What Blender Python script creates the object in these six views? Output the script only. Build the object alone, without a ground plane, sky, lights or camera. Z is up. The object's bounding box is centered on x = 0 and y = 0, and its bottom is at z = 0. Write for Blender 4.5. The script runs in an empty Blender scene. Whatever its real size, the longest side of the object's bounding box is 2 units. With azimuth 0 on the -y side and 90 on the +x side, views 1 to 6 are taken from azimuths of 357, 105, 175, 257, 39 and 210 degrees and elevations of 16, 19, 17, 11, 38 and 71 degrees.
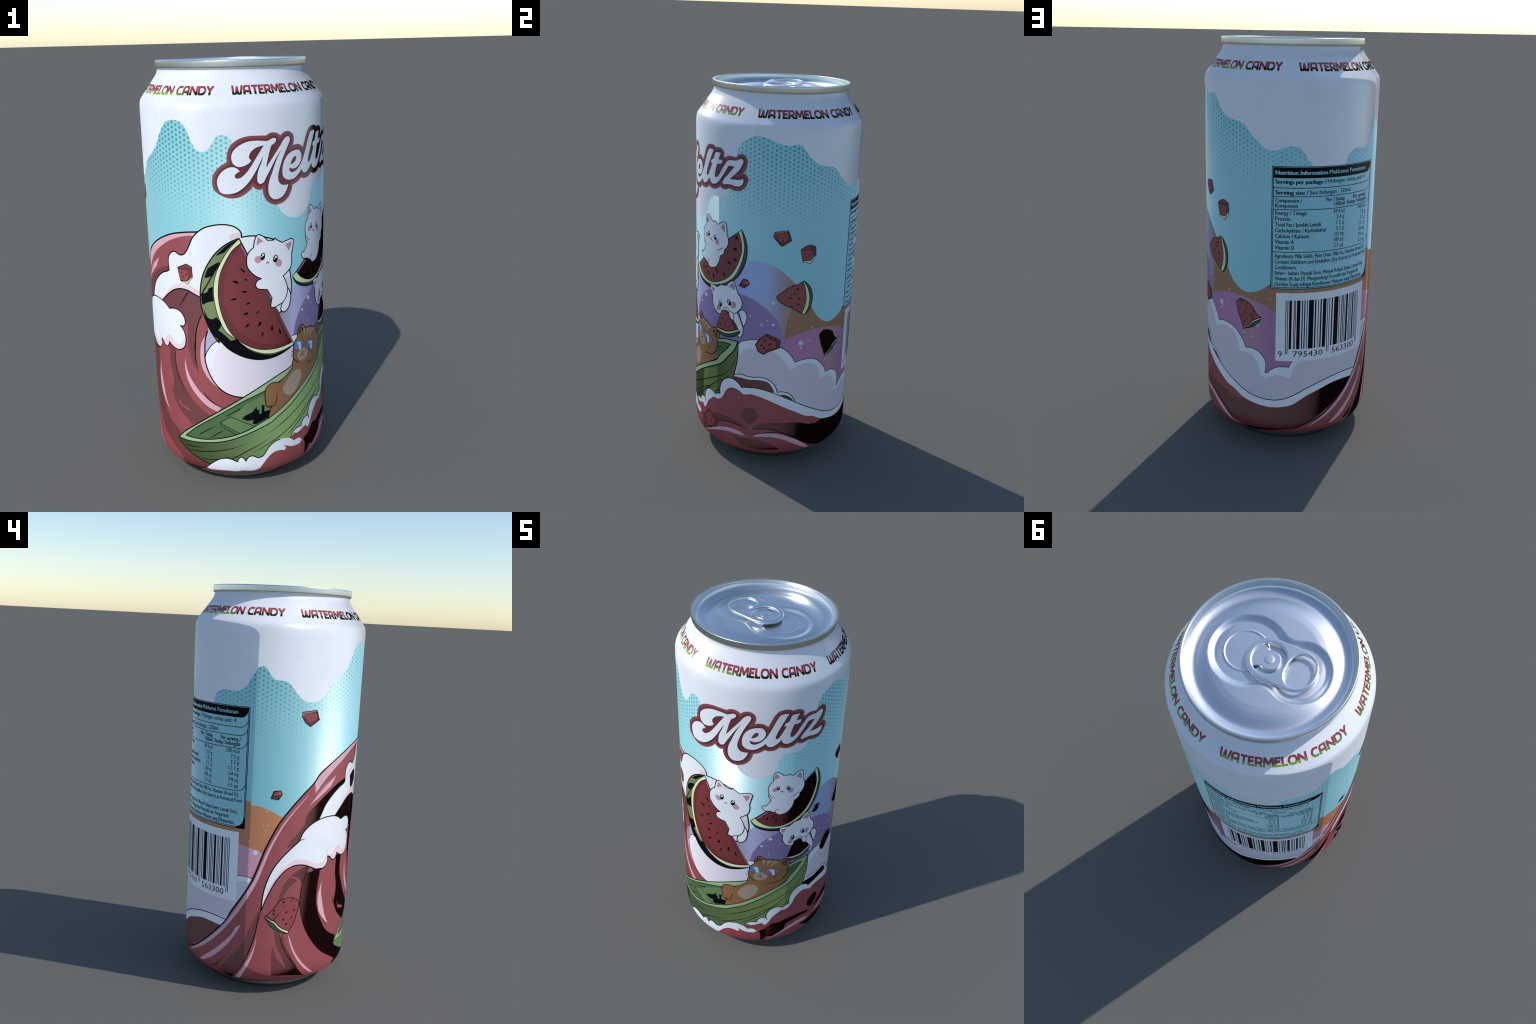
"""A tall drinks can with a wrap-around cartoon label, built part by part.

Label drawing is written in label coordinates: (azimuth in degrees, height in metres); azimuth 0
faces -y and grows towards +x.  A point with a third value is a corner, the others are smooth.
Every printed motif is a thin ink film that follows the can wall."""
import bpy, bmesh, math, random
import numpy as np
from mathutils import Vector
from mathutils.geometry import delaunay_2d_cdt

random.seed(7)
SEGMENTS = 144
STEP = 360.0 / SEGMENTS
K = math.radians(1) * 0.429            # metres of label per degree
FILM = 0.00005                        # thickness of one ink layer

# ---------------------------------------------------------------- can profile (radius, height)
WALL = [(0.3515, 0.0445), (0.366, 0.0520), (0.385, 0.0630), (0.400, 0.0750), (0.412, 0.0890), (0.4208, 0.1060), (0.4260, 0.130), (0.4276, 0.160), (0.4278, 0.30), (0.4291, 1.76), (0.4287, 1.80), (0.4258, 1.822), (0.4178, 1.8385), (0.3527, 1.928), (0.3438, 1.944), (0.3405, 1.955), (0.3405, 1.968)]


def smooth_profile(points, per=4, straight=0.3):
    """Round a profile: Catmull-Rom through the points, but long spans stay straight."""
    out = []
    n = len(points)
    for i in range(n - 1):
        p1, p2 = np.array(points[i]), np.array(points[i + 1])
        p0 = np.array(points[i - 1]) if i else 2 * p1 - p2
        p3 = np.array(points[i + 2]) if i + 2 < n else 2 * p2 - p1
        L = np.linalg.norm(p2 - p1)
        if L > 0.09:
            out.append(tuple(p1))
            continue
        t0 = (p2 - p0) / max(np.linalg.norm(p2 - p0), 1e-9) * L
        t1 = (p3 - p1) / max(np.linalg.norm(p3 - p1), 1e-9) * L
        for j in range(per):
            t = j / per
            out.append(tuple((2*t**3-3*t*t+1)*p1 + (t**3-2*t*t+t)*t0 + (-2*t**3+3*t*t)*p2 + (t**3-t*t)*t1))
    out.append(tuple(points[-1]))
    return out


WALL_FINE = smooth_profile(WALL)
PZ = np.array([p[1] for p in WALL_FINE])
PRAD = np.array([p[0] for p in WALL_FINE])
_seg = np.diff(np.array(WALL_FINE), axis=0)
_nrm = np.stack([_seg[:, 1], -_seg[:, 0]], 1)
_nrm /= np.linalg.norm(_nrm, axis=1)[:, None]
_vn = np.vstack([_nrm[:1], _nrm[:-1] + _nrm[1:], _nrm[-1:]])
_vn /= np.linalg.norm(_vn, axis=1)[:, None]


def wall_point(az, z, lift):
    """Position on the facetted can wall (chord of its facet), lifted outwards, and the smooth normal."""
    r = float(np.interp(z, PZ, PRAD))
    nr, nz = float(np.interp(z, PZ, _vn[:, 0])), float(np.interp(z, PZ, _vn[:, 1]))
    nl = math.hypot(nr, nz)
    nr, nz = nr / nl, nz / nl
    q = az / STEP
    mid = (math.floor(q + 1e-7) + 0.5) * STEP
    if abs(q - round(q)) < 1e-5:
        mid = az + STEP / 2
    rc = (r + lift * nr) * math.cos(math.radians(STEP / 2)) / math.cos(math.radians(az - mid))
    a = math.radians(az)
    s, c = math.sin(a), -math.cos(a)
    return (rc * s, rc * c, z + lift * nz), (nr * s, nr * c, nz)


# ---------------------------------------------------------------- materials
def lin(c):
    return tuple(((v / 255) / 12.92 if v <= 10 else ((v / 255 + 0.055) / 1.055) ** 2.4) for v in c) + (1.0,)


MATERIALS = {}


def lean_normal(m, lean, socket="Normal"):
    """Tilted shading, shifts sunlight and blackening on flat ink: normal is a n + b t + c u (n outwards, t round the can, u up)."""
    nt = m.node_tree
    geo = nt.nodes.new("ShaderNodeNewGeometry")

    def vec(op, a, b=None, scale=None):
        n = nt.nodes.new("ShaderNodeVectorMath")
        n.operation = op
        for i, v in enumerate((a, b)):
            if v is None:
                continue
            if isinstance(v, tuple):
                n.inputs[i].default_value = v
            else:
                nt.links.new(v, n.inputs[i])
        if scale is not None:
            n.inputs["Scale"].default_value = scale
        return n.outputs[0]

    n = geo.outputs["Normal"]
    t = vec("NORMALIZE", vec("CROSS_PRODUCT", (0, 0, 1), n))
    u = vec("CROSS_PRODUCT", n, t)
    a, b, c = lean
    out = vec("ADD", vec("ADD", vec("SCALE", n, scale=a), vec("SCALE", t, scale=b)), vec("SCALE", u, scale=c))
    nt.links.new(vec("NORMALIZE", out), nt.nodes["Principled BSDF"].inputs[socket])


PAINT = (1.0, 0.28, 0.27)        # lean of ordinary ink
SKY_LEAN = (1.0, 0.12, 0.18)     # sky and boat inks lean less
# clear varnish that blackens or glares over some inks: (lean, roughness, index of refraction)
DARK_FOIL = ((1.0, 1.0, -0.82), 0.02, 1.06)   # goes black where it leans away from the eye
FLESH_FOIL = ((1.0, 0.82, -0.60), 0.02, 1.06)
GREEN_FOIL = ((-0.2, 1.0, 0.88), 0.02, 1.06)
RED_FOIL = ((1.0, 0.5, 0.0), 0.02, 1.06)
SKY_FOIL = ((1.0, -0.18, 0.95), 0.40, 2.35)     # satin sheen, strongest seen from above


def material(name, rgb, metallic=0.0, rough=0.4, coat=0.0, grain=0.03, lean=PAINT, tilted_coat=None):
    m = bpy.data.materials.new(name)
    m.use_nodes = True
    nt = m.node_tree
    b = nt.nodes["Principled BSDF"]
    b.inputs["Metallic"].default_value = metallic
    b.inputs["Roughness"].default_value = rough
    b.inputs["Coat Weight"].default_value = coat
    if name == "black":
        b.inputs["Specular IOR Level"].default_value = 0.08
    noise = nt.nodes.new("ShaderNodeTexNoise")
    noise.inputs["Scale"].default_value = 9.0
    noise.inputs["Detail"].default_value = 3.0
    tc = nt.nodes.new("ShaderNodeTexCoord")
    nt.links.new(tc.outputs["Object"], noise.inputs["Vector"])
    ramp = nt.nodes.new("ShaderNodeValToRGB")
    c = lin(rgb)
    ramp.color_ramp.elements[0].color = tuple(v * (1 - grain) for v in c[:3]) + (1,)
    ramp.color_ramp.elements[1].color = tuple(min(1, v * (1 + grain)) for v in c[:3]) + (1,)
    ramp.color_ramp.elements[0].position, ramp.color_ramp.elements[1].position = 0.3, 0.7
    nt.links.new(noise.outputs["Fac"], ramp.inputs["Fac"])
    nt.links.new(ramp.outputs["Color"], b.inputs["Base Color"])
    m.cycles.use_bump_map_correction = False
    if lean:
        lean_normal(m, lean)
    if tilted_coat:                      # coat with its own tilted normal, adds dark patches and glare
        b.inputs["Coat Weight"].default_value = 1.0
        b.inputs["Coat Roughness"].default_value = tilted_coat[1]
        b.inputs["Coat IOR"].default_value = tilted_coat[2]
        lean_normal(m, tilted_coat[0], "Coat Normal")
    MATERIALS[name] = m
    return m


def math_node(nt, op, a, b=None, clamp=False):
    n = nt.nodes.new("ShaderNodeMath")
    n.operation = op
    n.use_clamp = clamp
    for i, v in enumerate((a, b)):
        if v is None:
            continue
        if isinstance(v, (int, float)):
            n.inputs[i].default_value = v
        else:
            nt.links.new(v, n.inputs[i])
    return n.outputs[0]


def label_coordinates(nt):
    """Azimuth in degrees and height, from object coordinates."""
    tc = nt.nodes.new("ShaderNodeTexCoord")
    sep = nt.nodes.new("ShaderNodeSeparateXYZ")
    nt.links.new(tc.outputs["Object"], sep.inputs[0])
    x, y, z = sep.outputs
    az = math_node(nt, "MULTIPLY", math_node(nt, "ARCTAN2", x, math_node(nt, "MULTIPLY", y, -1.0)), 180 / math.pi)
    return az, z


def ramp_between(nt, value, lo, hi, stops):
    f = math_node(nt, "DIVIDE", math_node(nt, "SUBTRACT", value, lo), hi - lo, clamp=True)
    r = nt.nodes.new("ShaderNodeValToRGB")
    e = r.color_ramp.elements
    while len(e) < len(stops):
        e.new(0.5)
    for el, (p, c) in zip(e, stops):
        el.position = (p - lo) / (hi - lo)
        el.color = lin(c)
    nt.links.new(f, r.inputs["Fac"])
    return r.outputs["Color"]


def gradient(name, axis, lo, hi, stops, metallic=0.0, rough=0.4, start=0.0):
    """Ink whose colour runs along azimuth or height."""
    m = material(name, (128, 128, 128), metallic, rough)
    nt = m.node_tree
    az, z = label_coordinates(nt)
    if axis == "azimuth":
        az = math_node(nt, "MODULO", math_node(nt, "ADD", az, 720.0 - start), 360.0)
        az = math_node(nt, "ADD", az, start)
    out = ramp_between(nt, az if axis == "azimuth" else z, lo, hi, stops)
    nt.links.new(out, nt.nodes["Principled BSDF"].inputs["Base Color"])
    return m


def mix_color(nt, fac, a, b):
    n = nt.nodes.new("ShaderNodeMix")
    n.data_type = "RGBA"
    nt.links.new(fac, n.inputs["Factor"])
    for s, v in (("A", a), ("B", b)):
        sock = [i for i in n.inputs if i.name == s and i.type == "RGBA"][0]
        if isinstance(v, tuple):
            sock.default_value = lin(v)
        else:
            nt.links.new(v, sock)
    return [o for o in n.outputs if o.type == "RGBA"][0]


def halftone(name, base_stops, dot_rgb, metallic, rough):
    """Sky ink with staggered round dots that shrink downwards."""
    m = material(name, base_stops[0][1], metallic, rough, lean=SKY_LEAN, tilted_coat=SKY_FOIL)
    nt = m.node_tree
    az, z = label_coordinates(nt)
    base = ramp_between(nt, z, base_stops[0][0], base_stops[-1][0], base_stops)
    pitch_a, pitch_z = 360.0 / 130.0, 0.02127
    u = math_node(nt, "DIVIDE", math_node(nt, "ADD", az, 113.04 + 720 * pitch_a), pitch_a)
    col = math_node(nt, "ROUND", u)
    du = math_node(nt, "MULTIPLY", math_node(nt, "SUBTRACT", u, col), pitch_a * K)
    odd = math_node(nt, "MODULO", col, 2.0)
    v = math_node(nt, "SUBTRACT", math_node(nt, "DIVIDE", math_node(nt, "SUBTRACT", z, 1.5695), pitch_z),
                  math_node(nt, "MULTIPLY", odd, 0.5))
    dv = math_node(nt, "MULTIPLY", math_node(nt, "SUBTRACT", v, math_node(nt, "ROUND", v)), pitch_z)
    d = math_node(nt, "SQRT", math_node(nt, "ADD", math_node(nt, "MULTIPLY", du, du), math_node(nt, "MULTIPLY", dv, dv)))
    r = math_node(nt, "MULTIPLY_ADD", math_node(nt, "SUBTRACT", z, 1.6), 0.0125)
    r.node.inputs[2].default_value = 0.0056
    r = math_node(nt, "MINIMUM", r, 0.0066)
    fac = math_node(nt, "DIVIDE", math_node(nt, "SUBTRACT", r, d), 0.0009, clamp=True)
    out = mix_color(nt, fac, base, dot_rgb)
    nt.links.new(out, nt.nodes["Principled BSDF"].inputs["Base Color"])
    return m


# ---------------------------------------------------------------- paths in label space
def spline(points, closed=True, per=7):
    """Catmull-Rom through the points; points with a third value are corners."""
    n = len(points)
    P = [np.array([p[0] * K, p[1]]) for p in points]
    corner = [len(p) > 2 for p in points]
    out = []
    for i in range(n if closed else n - 1):
        a, b = P[i], P[(i + 1) % n]
        i0, i3 = i - 1, i + 2
        p0 = P[i0 % n] if (closed or i0 >= 0) and not corner[i] else None
        p3 = P[i3 % n] if (closed or i3 < n) and not corner[(i + 1) % n] else None
        L = np.linalg.norm(b - a)
        if p0 is None and p3 is None:
            out.append(a)
            continue
        def tangent(prev, here, nxt):
            d1, d2 = np.linalg.norm(here - prev), np.linalg.norm(nxt - here)
            if d1 < 1e-9 or d2 < 1e-9:
                return (nxt - prev) * 0.5
            return ((here - prev) / d1 * d2 + (nxt - here) / d2 * d1) / (d1 + d2) * L
        t0 = tangent(p0, a, b) if p0 is not None else None
        t1 = tangent(a, b, p3) if p3 is not None else None
        if t0 is None:
            t0 = 1.5 * (b - a) - 0.5 * t1
        if t1 is None:
            t1 = 1.5 * (b - a) - 0.5 * t0
        m = max(2, min(per, int(L / 0.003) + 1))
        for j in range(m):
            t = j / m
            out.append((2*t**3-3*t*t+1)*a + (t**3-2*t*t+t)*t0 + (-2*t**3+3*t*t)*b + (t**3-t*t)*t1)
    if not closed:
        out.append(P[-1])
    return out


def ellipse(e, n=22):
    az, z, ua, uz, va, vz = e
    c = np.array([az * K, z])
    u, v = np.array([ua * K, uz]), np.array([va * K, vz])
    return [c + u * math.cos(2*math.pi*i/n) + v * math.sin(2*math.pi*i/n) for i in range(n)]


def teardrop(e, n=16):
    az, z, ua, uz, va, vz = e
    c = np.array([az * K, z])
    u, v = np.array([ua * K, uz]), np.array([va * K, vz])
    pts = []
    for i in range(n):
        t = 2 * math.pi * i / n
        w = 0.55 + 0.45 * math.cos(t)
        pts.append(c + u * math.cos(t) + v * math.sin(t) * (0.35 + 0.65 * w) * 1.15)
    return pts


def strip(line, width, taper=(0.0, 0.0)):
    """Left and right border of a drawn line; taper = share of the length that thins out at each end."""
    L = np.array(line)
    keep = [0] + [i for i in range(1, len(L)) if np.linalg.norm(L[i] - L[i - 1]) > 1e-6]
    L = L[keep]
    if len(L) < 2:
        return None
    seg = np.diff(L, axis=0)
    ln = np.linalg.norm(seg, axis=1)
    d = seg / ln[:, None]
    nd = np.vstack([d[:1], d[:-1] + d[1:], d[-1:]])
    nd /= np.maximum(np.linalg.norm(nd, axis=1), 0.3)[:, None]
    nrm = np.stack([-nd[:, 1], nd[:, 0]], 1)
    s = np.concatenate([[0], np.cumsum(ln)]) / ln.sum()
    w = np.ones(len(L))
    if taper[0] > 0:
        w *= np.clip(0.12 + 0.88 * s / taper[0], 0, 1)
    if taper[1] > 0:
        w *= np.clip(0.12 + 0.88 * (1 - s) / taper[1], 0, 1)
    w = (w * width / 2)[:, None]
    return L + nrm * w, L - nrm * w


# ---------------------------------------------------------------- motif: a printed part of the label
ROOT = bpy.data.objects.new("drink_can", None)
ROOT.empty_display_size = 0.2
bpy.context.collection.objects.link(ROOT)
ROOT["label"] = "tall printed drinks can with cartoon watermelon sea label"
ROOT["category"] = "drink can"


def add_object(name, mesh, parent):
    o = bpy.data.objects.new(name, mesh)
    bpy.context.collection.objects.link(o)
    o.parent = parent
    return o


class Motif:
    def __init__(self, name, level=0):
        self.name, self.level, self.tick, self.grain = name, level, 0, 3e-6
        self.parts = {}

    def _bm(self, part, mat):
        return self.parts.setdefault(part, {}).setdefault(mat, bmesh.new())

    def _lift(self, level):
        self.tick += 1
        return (self.level + level + 1) * FILM + (self.tick % 12) * self.grain

    def area(self, mat, outlines, level=0, part=None, band=None):
        """Fill the union of metric outlines."""
        verts, faces = [], []
        for o in outlines:
            base = len(verts)
            verts += [Vector((float(p[0]), float(p[1]))) for p in o]
            faces.append(list(range(base, base + len(o))))
        v, e, f, *_ = delaunay_2d_cdt(verts, [], faces, 1, 1e-6)
        lift = self._lift(level)
        bm = bmesh.new()
        bv = [bm.verts.new((p.x, p.y, lift)) for p in v]
        for t in f:
            try:
                bm.faces.new([bv[i] for i in t])
            except ValueError:
                pass
        if band:
            for zc, n in ((band[0], -1), (band[1], 1)):
                bmesh.ops.bisect_plane(bm, geom=bm.verts[:] + bm.edges[:] + bm.faces[:], plane_co=(0, zc, 0), plane_no=(0, n, 0), clear_outer=True)
        tmp = bpy.data.meshes.new("tmp")
        bm.to_mesh(tmp)
        bm.free()
        self._bm(part, mat).from_mesh(tmp)
        bpy.data.meshes.remove(tmp)

    def fill(self, mat, points, level=0, part=None, shift=(0, 0)):
        o = spline(points)
        if shift != (0, 0):
            o = [p + np.array([shift[0], shift[1]]) for p in o]
        self.area(mat, [o], level, part)

    def line(self, mat, points, width=0.004, level=0, part=None, closed=False, taper=(0, 0), metric=False):
        if mat == "black":
            width *= 1.22
        pts = points if metric else spline(points, closed)
        if closed:
            pts = list(pts) + [pts[0], pts[1]]
        # break at sharp turns so that the line keeps its width
        runs, run = [], [pts[0]]
        for i in range(1, len(pts)):
            run.append(pts[i])
            if 0 < i < len(pts) - 1:
                a, b = pts[i] - pts[i - 1], pts[i + 1] - pts[i]
                la, lb = np.linalg.norm(a), np.linalg.norm(b)
                if la > 1e-7 and lb > 1e-7 and a @ b / la / lb < 0.6:
                    runs.append(run)
                    run = [pts[i]]
        runs.append(run)
        bm = self._bm(part, mat)
        for k, r in enumerate(runs):
            t = (taper[0] if k == 0 else 0, taper[1] if k == len(runs) - 1 else 0)
            s = strip(r, width, t)
            if s is None:
                continue
            lift = self._lift(level)
            A = [bm.verts.new((p[0], p[1], lift)) for p in s[0]]
            B = [bm.verts.new((p[0], p[1], lift)) for p in s[1]]
            for i in range(len(A) - 1):
                bm.faces.new((B[i], B[i + 1], A[i + 1], A[i]))
            if k:                                    # small round joint over the corner
                self._disc(bm, r[0], width * 0.5, self._lift(level))

    def _disc(self, bm, c, r, lift, n=8):
        bm.faces.new([bm.verts.new((c[0] + r * math.cos(2*math.pi*i/n), c[1] + r * math.sin(2*math.pi*i/n), lift)) for i in range(n)])

    def spots(self, mat, ellipses, level=0, part=None, shape=ellipse):
        for e in ellipses:
            self.area(mat, [shape(e)], level, part)

    def outlined(self, mat, points, ink="black", width=0.004, level=0, part=None):
        self.fill(mat, points, level, part)
        self.line(ink, points, width, level + 1, part, closed=True)

    def build(self):
        parent = ROOT
        order = sorted(self.parts, key=lambda p: (p is not None, str(p)))
        if None not in self.parts:
            self.parts[None] = {}
            order = [None] + order
        for part in order:
            verts, faces, mats, normals, slots = [], [], [], [], []
            for mat, bm in self.parts[part].items():
                xs = [v.co.x for v in bm.verts]
                if not xs:
                    continue
                w = STEP * K
                for i in range(math.floor(min(xs) / w) + 1, math.ceil(max(xs) / w)):
                    bmesh.ops.bisect_plane(bm, geom=bm.verts[:] + bm.edges[:] + bm.faces[:], dist=1e-7, plane_co=(i * w, 0, 0), plane_no=(1, 0, 0))
                ys = [v.co.y for v in bm.verts]
                for z in PZ:
                    if min(ys) < z < max(ys):
                        bmesh.ops.bisect_plane(bm, geom=bm.verts[:] + bm.edges[:] + bm.faces[:], dist=1e-7, plane_co=(0, z, 0), plane_no=(0, 1, 0))
                bmesh.ops.triangulate(bm, faces=[f for f in bm.faces if len(f.verts) > 4])
                bm.verts.index_update()
                base = len(verts)
                cell = {}
                for f in bm.faces:
                    if f.calc_area() < 1e-12:
                        continue
                    flip = f.normal.z < 0
                    ids = []
                    cx = f.calc_center_median().x / K
                    for v in f.verts:
                        if v.index not in cell:
                            cell[v.index] = len(verts)
                            p, n = wall_point(v.co.x / K, v.co.y, v.co.z)
                            verts.append(p)
                            normals.append(n)
                        ids.append(cell[v.index])
                    faces.append(ids[::-1] if flip else ids)
                    mats.append(len(slots))
                slots.append(mat)
                bm.free()
            me = bpy.data.meshes.new(part or self.name)
            me.from_pydata(verts, [], faces)
            for s in slots:
                me.materials.append(MATERIALS[s])
            me.polygons.foreach_set("material_index", mats)
            me.polygons.foreach_set("use_smooth", [True] * len(faces))
            me.update()
            if verts:
                me.normals_split_custom_set_from_vertices(normals)
            o = add_object(part or self.name, me, parent)
            if part is None:
                parent = o
        return parent

# ---------------------------------------------------------------- inks
material("white_coat", (231, 233, 238), 0.0, 0.3)
material("white", (231, 233, 238), 0.0, 0.35)
material("black", (6, 7, 8), 0.0, 0.45)
halftone("sky", [(0.7, (134, 207, 217)), (1.15, (142, 213, 219)), (1.4, (150, 217, 220)), (1.75, (146, 214, 217))], (16, 158, 166), 0.0, 0.5)
material("panel_cyan", (142, 208, 216), 0.0, 0.5, lean=SKY_LEAN, tilted_coat=SKY_FOIL)
material("teal", (160, 192, 206), 0.0, 0.4)
gradient("hill_blue", "azimuth", -40, 150, [(-40, (200, 186, 224)), (22, (150, 134, 152)), (36, (186, 188, 224)), (60, (158, 144, 192)), (85, (162, 182, 228)), (99, (162, 178, 216)), (108, (158, 150, 168)), (117, (160, 122, 98)), (150, (156, 112, 80))], 0.2, 0.42, start=-90)  # grey dip near 22 degrees is metallic reflection tinted into the gradient
gradient("earth", "azimuth", 100, 260, [(100, (156, 112, 80)), (160, (156, 112, 80)), (215, (170, 128, 82)), (242, (188, 122, 82))], 0.1, 0.42, start=0)
gradient("hill_pink", "azimuth", 100, 260, [(100, (176, 120, 160)), (128, (184, 120, 168)), (150, (178, 134, 150)), (165, (164, 114, 158)), (238, (202, 150, 168))], 0.1, 0.42, start=0)
gradient("hill_purple", "azimuth", 20, 120, [(20, (124, 110, 158)), (85, (142, 122, 166)), (108, (150, 120, 174)), (118, (164, 118, 172))], 0.1, 0.42, start=-90)
material("lavender", (214, 205, 214), 0.0, 0.4)
gradient("cloud_shade", "azimuth", -30, 60, [(-30, (236, 230, 236)), (0, (226, 217, 224)), (30, (214, 206, 218)), (60, (206, 198, 214))], 0.0, 0.4, start=-180)
material("red", (150, 70, 74), 0.1, 0.42)
material("dark_red", (106, 50, 50), 0.0, 0.4, tilted_coat=DARK_FOIL)
material("deep_red", (100, 62, 64), 0.15, 0.42)
material("pink", (214, 166, 176), 0.0, 0.4)
material("pale_pink", (232, 206, 212), 0.0, 0.4)
material("flesh", (118, 46, 46), 0.0, 0.4, tilted_coat=FLESH_FOIL)
material("flesh_dark", (104, 34, 36), 0.0, 0.4, tilted_coat=FLESH_FOIL)
material("flesh_bright", (144, 58, 60), 0.0, 0.4, tilted_coat=FLESH_FOIL)
material("flesh_edge", (150, 104, 110), 0.0, 0.42)
material("rind", (216, 226, 176), 0.0, 0.42)
material("rind_shade", (150, 166, 128), 0.0, 0.42)
material("rind_green", (118, 134, 86), 0.2, 0.42)
material("deep_green", (50, 72, 50), 0.2, 0.42)
material("boat_green", (116, 140, 90), 0.75, 0.38, lean=(1.0, -0.75, 0.42))
material("boat_light", (156, 184, 138), 0.1, 0.4)
material("boat_dark", (80, 106, 68), 0.2, 0.42, lean=SKY_LEAN)
material("boat_mid", (104, 130, 84), 0.2, 0.42, lean=SKY_LEAN)
material("fur_brown", (142, 98, 60), 0.05, 0.45)
material("fur_tan", (158, 142, 124), 0.0, 0.45)
material("ear_brown", (104, 62, 48), 0.0, 0.45)
material("ear_pink", (186, 140, 150), 0.0, 0.45)
material("blush", (196, 150, 158), 0.0, 0.45)
gradient("lens", "height", 0.65, 0.72, [(0.652, (150, 86, 116)), (0.682, (124, 110, 156)), (0.71, (62, 124, 182))], 0.0, 0.3)
material("glint", (176, 226, 238), 0.0, 0.3)
material("logo_red", (104, 38, 42), 0.0, 0.4, tilted_coat=RED_FOIL)
material("logo_edge", (130, 66, 68), 0.0, 0.4, tilted_coat=RED_FOIL)
material("letter_red", (146, 58, 64), 0.0, 0.4, tilted_coat=RED_FOIL)
material("letter_green", (132, 162, 40), 0.0, 0.4, tilted_coat=GREEN_FOIL)
material("star", (206, 210, 222), 0.0, 0.4)
material("lid_metal", (232, 234, 238), 1.0, 0.32, lean=None)
material("rim_metal", (214, 217, 215), 1.0, 0.3, lean=None)
material("base_metal", (165, 170, 172), 1.0, 0.18, lean=None)

BLACK = "black"

# ---------------------------------------------------------------- sky and its dripping white border
sky = Motif("sky", 0)
sky.fill("sky", [(-165, .45, 0), (-165, 1.4, 0), (-148.7, 1.4452), (-147.1, 1.48), (-143.8, 1.5038), (-140.1, 1.5137), (-134.6, 1.5117), (-130, 1.5118), (-126.5, 1.5218), (-123.2, 1.5444), (-120.9, 1.575), (-118.6, 1.6025), (-116.4, 1.6269), (-113.6, 1.634), (-111.2, 1.6235), (-109, 1.5983), (-106.5, 1.579), (-102.6, 1.573), (-99, 1.5701), (-96.2, 1.5564), (-93.6, 1.5337), (-90.1, 1.5022), (-86.2, 1.4821), (-82.3, 1.4766), (-77.9, 1.4826), (-74.4, 1.5004), (-70.8, 1.53), (-68.1, 1.5597), (-64.6, 1.5803), (-59.7, 1.6008), (-54.9, 1.6303), (-47.7, 1.7132), (-43.5, 1.748), (-37.8, 1.76), (-32.8, 1.753), (-28.8, 1.7256), (-26, 1.679), (-22.7, 1.6381), (-19, 1.6285), (-15.6, 1.639), (-12.1, 1.6744), (-9.6, 1.6948), (-6.8, 1.6986), (-4.1, 1.6912), (-1.5, 1.6673), (6.3, 1.6239), (14.1, 1.5307), (24, 1.3918), (26.1, 1.3646), (30, 1.3352), (34.2, 1.3202), (38.7, 1.3141), (43.6, 1.324), (48.1, 1.3461), (50.4, 1.3719), (51.5, 1.402), (53, 1.4312), (55.4, 1.4514), (58.7, 1.4619), (63.1, 1.46), (67.1, 1.4647), (69.8, 1.481), (71.4, 1.5144), (73.4, 1.5535), (75.6, 1.6203), (76.7, 1.6806), (79.6, 1.7353), (83.3, 1.7558), (86.6, 1.7729), (89.9, 1.779), (94.8, 1.7774), (99.6, 1.7676), (103.6, 1.7541), (107.6, 1.7444), (112.4, 1.7426), (116.4, 1.7474), (118.9, 1.7407), (120.3, 1.7295), (124.1, 1.6922), (129.5, 1.6561), (134.9, 1.6396), (141.3, 1.6333), (145.3, 1.6175), (149.1, 1.5865), (153.6, 1.5527), (158, 1.5246), (161.4, 1.514), (164.7, 1.5122), (168.7, 1.5207), (172.7, 1.5312), (176.7, 1.5341), (180, 1.5271), (183.3, 1.5), (185.9, 1.4694), (188.5, 1.4446), (195, 1.4, 0), (195, .45, 0)])
sky.line("teal", [(90.4, 1.9654), (90.5, 1.8784), (90, 1.7791)], 0.0011, 0, part="label_seam")
sky.build()

# ---------------------------------------------------------------- hills behind the sea
hill = Motif("hill", 1)
hill.fill("earth", [(243, .4, 0), (243, .99, 0), (225, 1.02), (200, .95), (163, .876), (160.2, .857), (155.7, .836), (150.3, .8226), (145.3, .8207), (140, .8395), (135, .8755), (128, .98), (124, 1.07, 0), (108, .9, 0), (108, .4, 0)], 0)
hill.fill("earth", [(-120, .4, 0), (-120, .99, 0), (-119.2, .9822), (-111.3, .9736), (-103.5, .952), (-96.6, .9267, 0), (-92, .88, 0), (-85, .4, 0)], 0, part="hill")
hill.fill("hill_blue", [(-40, .5, 0), (-40, .92, 0), (-20.9, .8377), (31.5, .941), (33.9, .9719), (35.7, .9891), (38.2, 1.0061), (41.4, 1.0238), (86.2, 1.1793), (85.7, 1.1705), (92.3, 1.1711), (99.6, 1.1618), (105.1, 1.1446), (110.6, 1.1132), (116.3, 1.0728), (119.3, 1.0499), (124.4, .992), (115.5, .8933), (113.5, .8264), (112.7, .7508, 0), (115, .5, 0)], 1)
hill.fill("hill_pink", [(112.7, .7508, 0), (120.9, .7775), (131, .7943), (142.4, .7957), (153.8, .7779), (125.3, .7843), (136.1, .7932), (145.1, .7883), (153.1, .7767), (160.5, .762), (166.3, .7327), (170.6, .6901, 0), (200, .7), (225, .75), (236, .775, 0), (236, .4, 0), (110, .4, 0)], 1)
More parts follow.
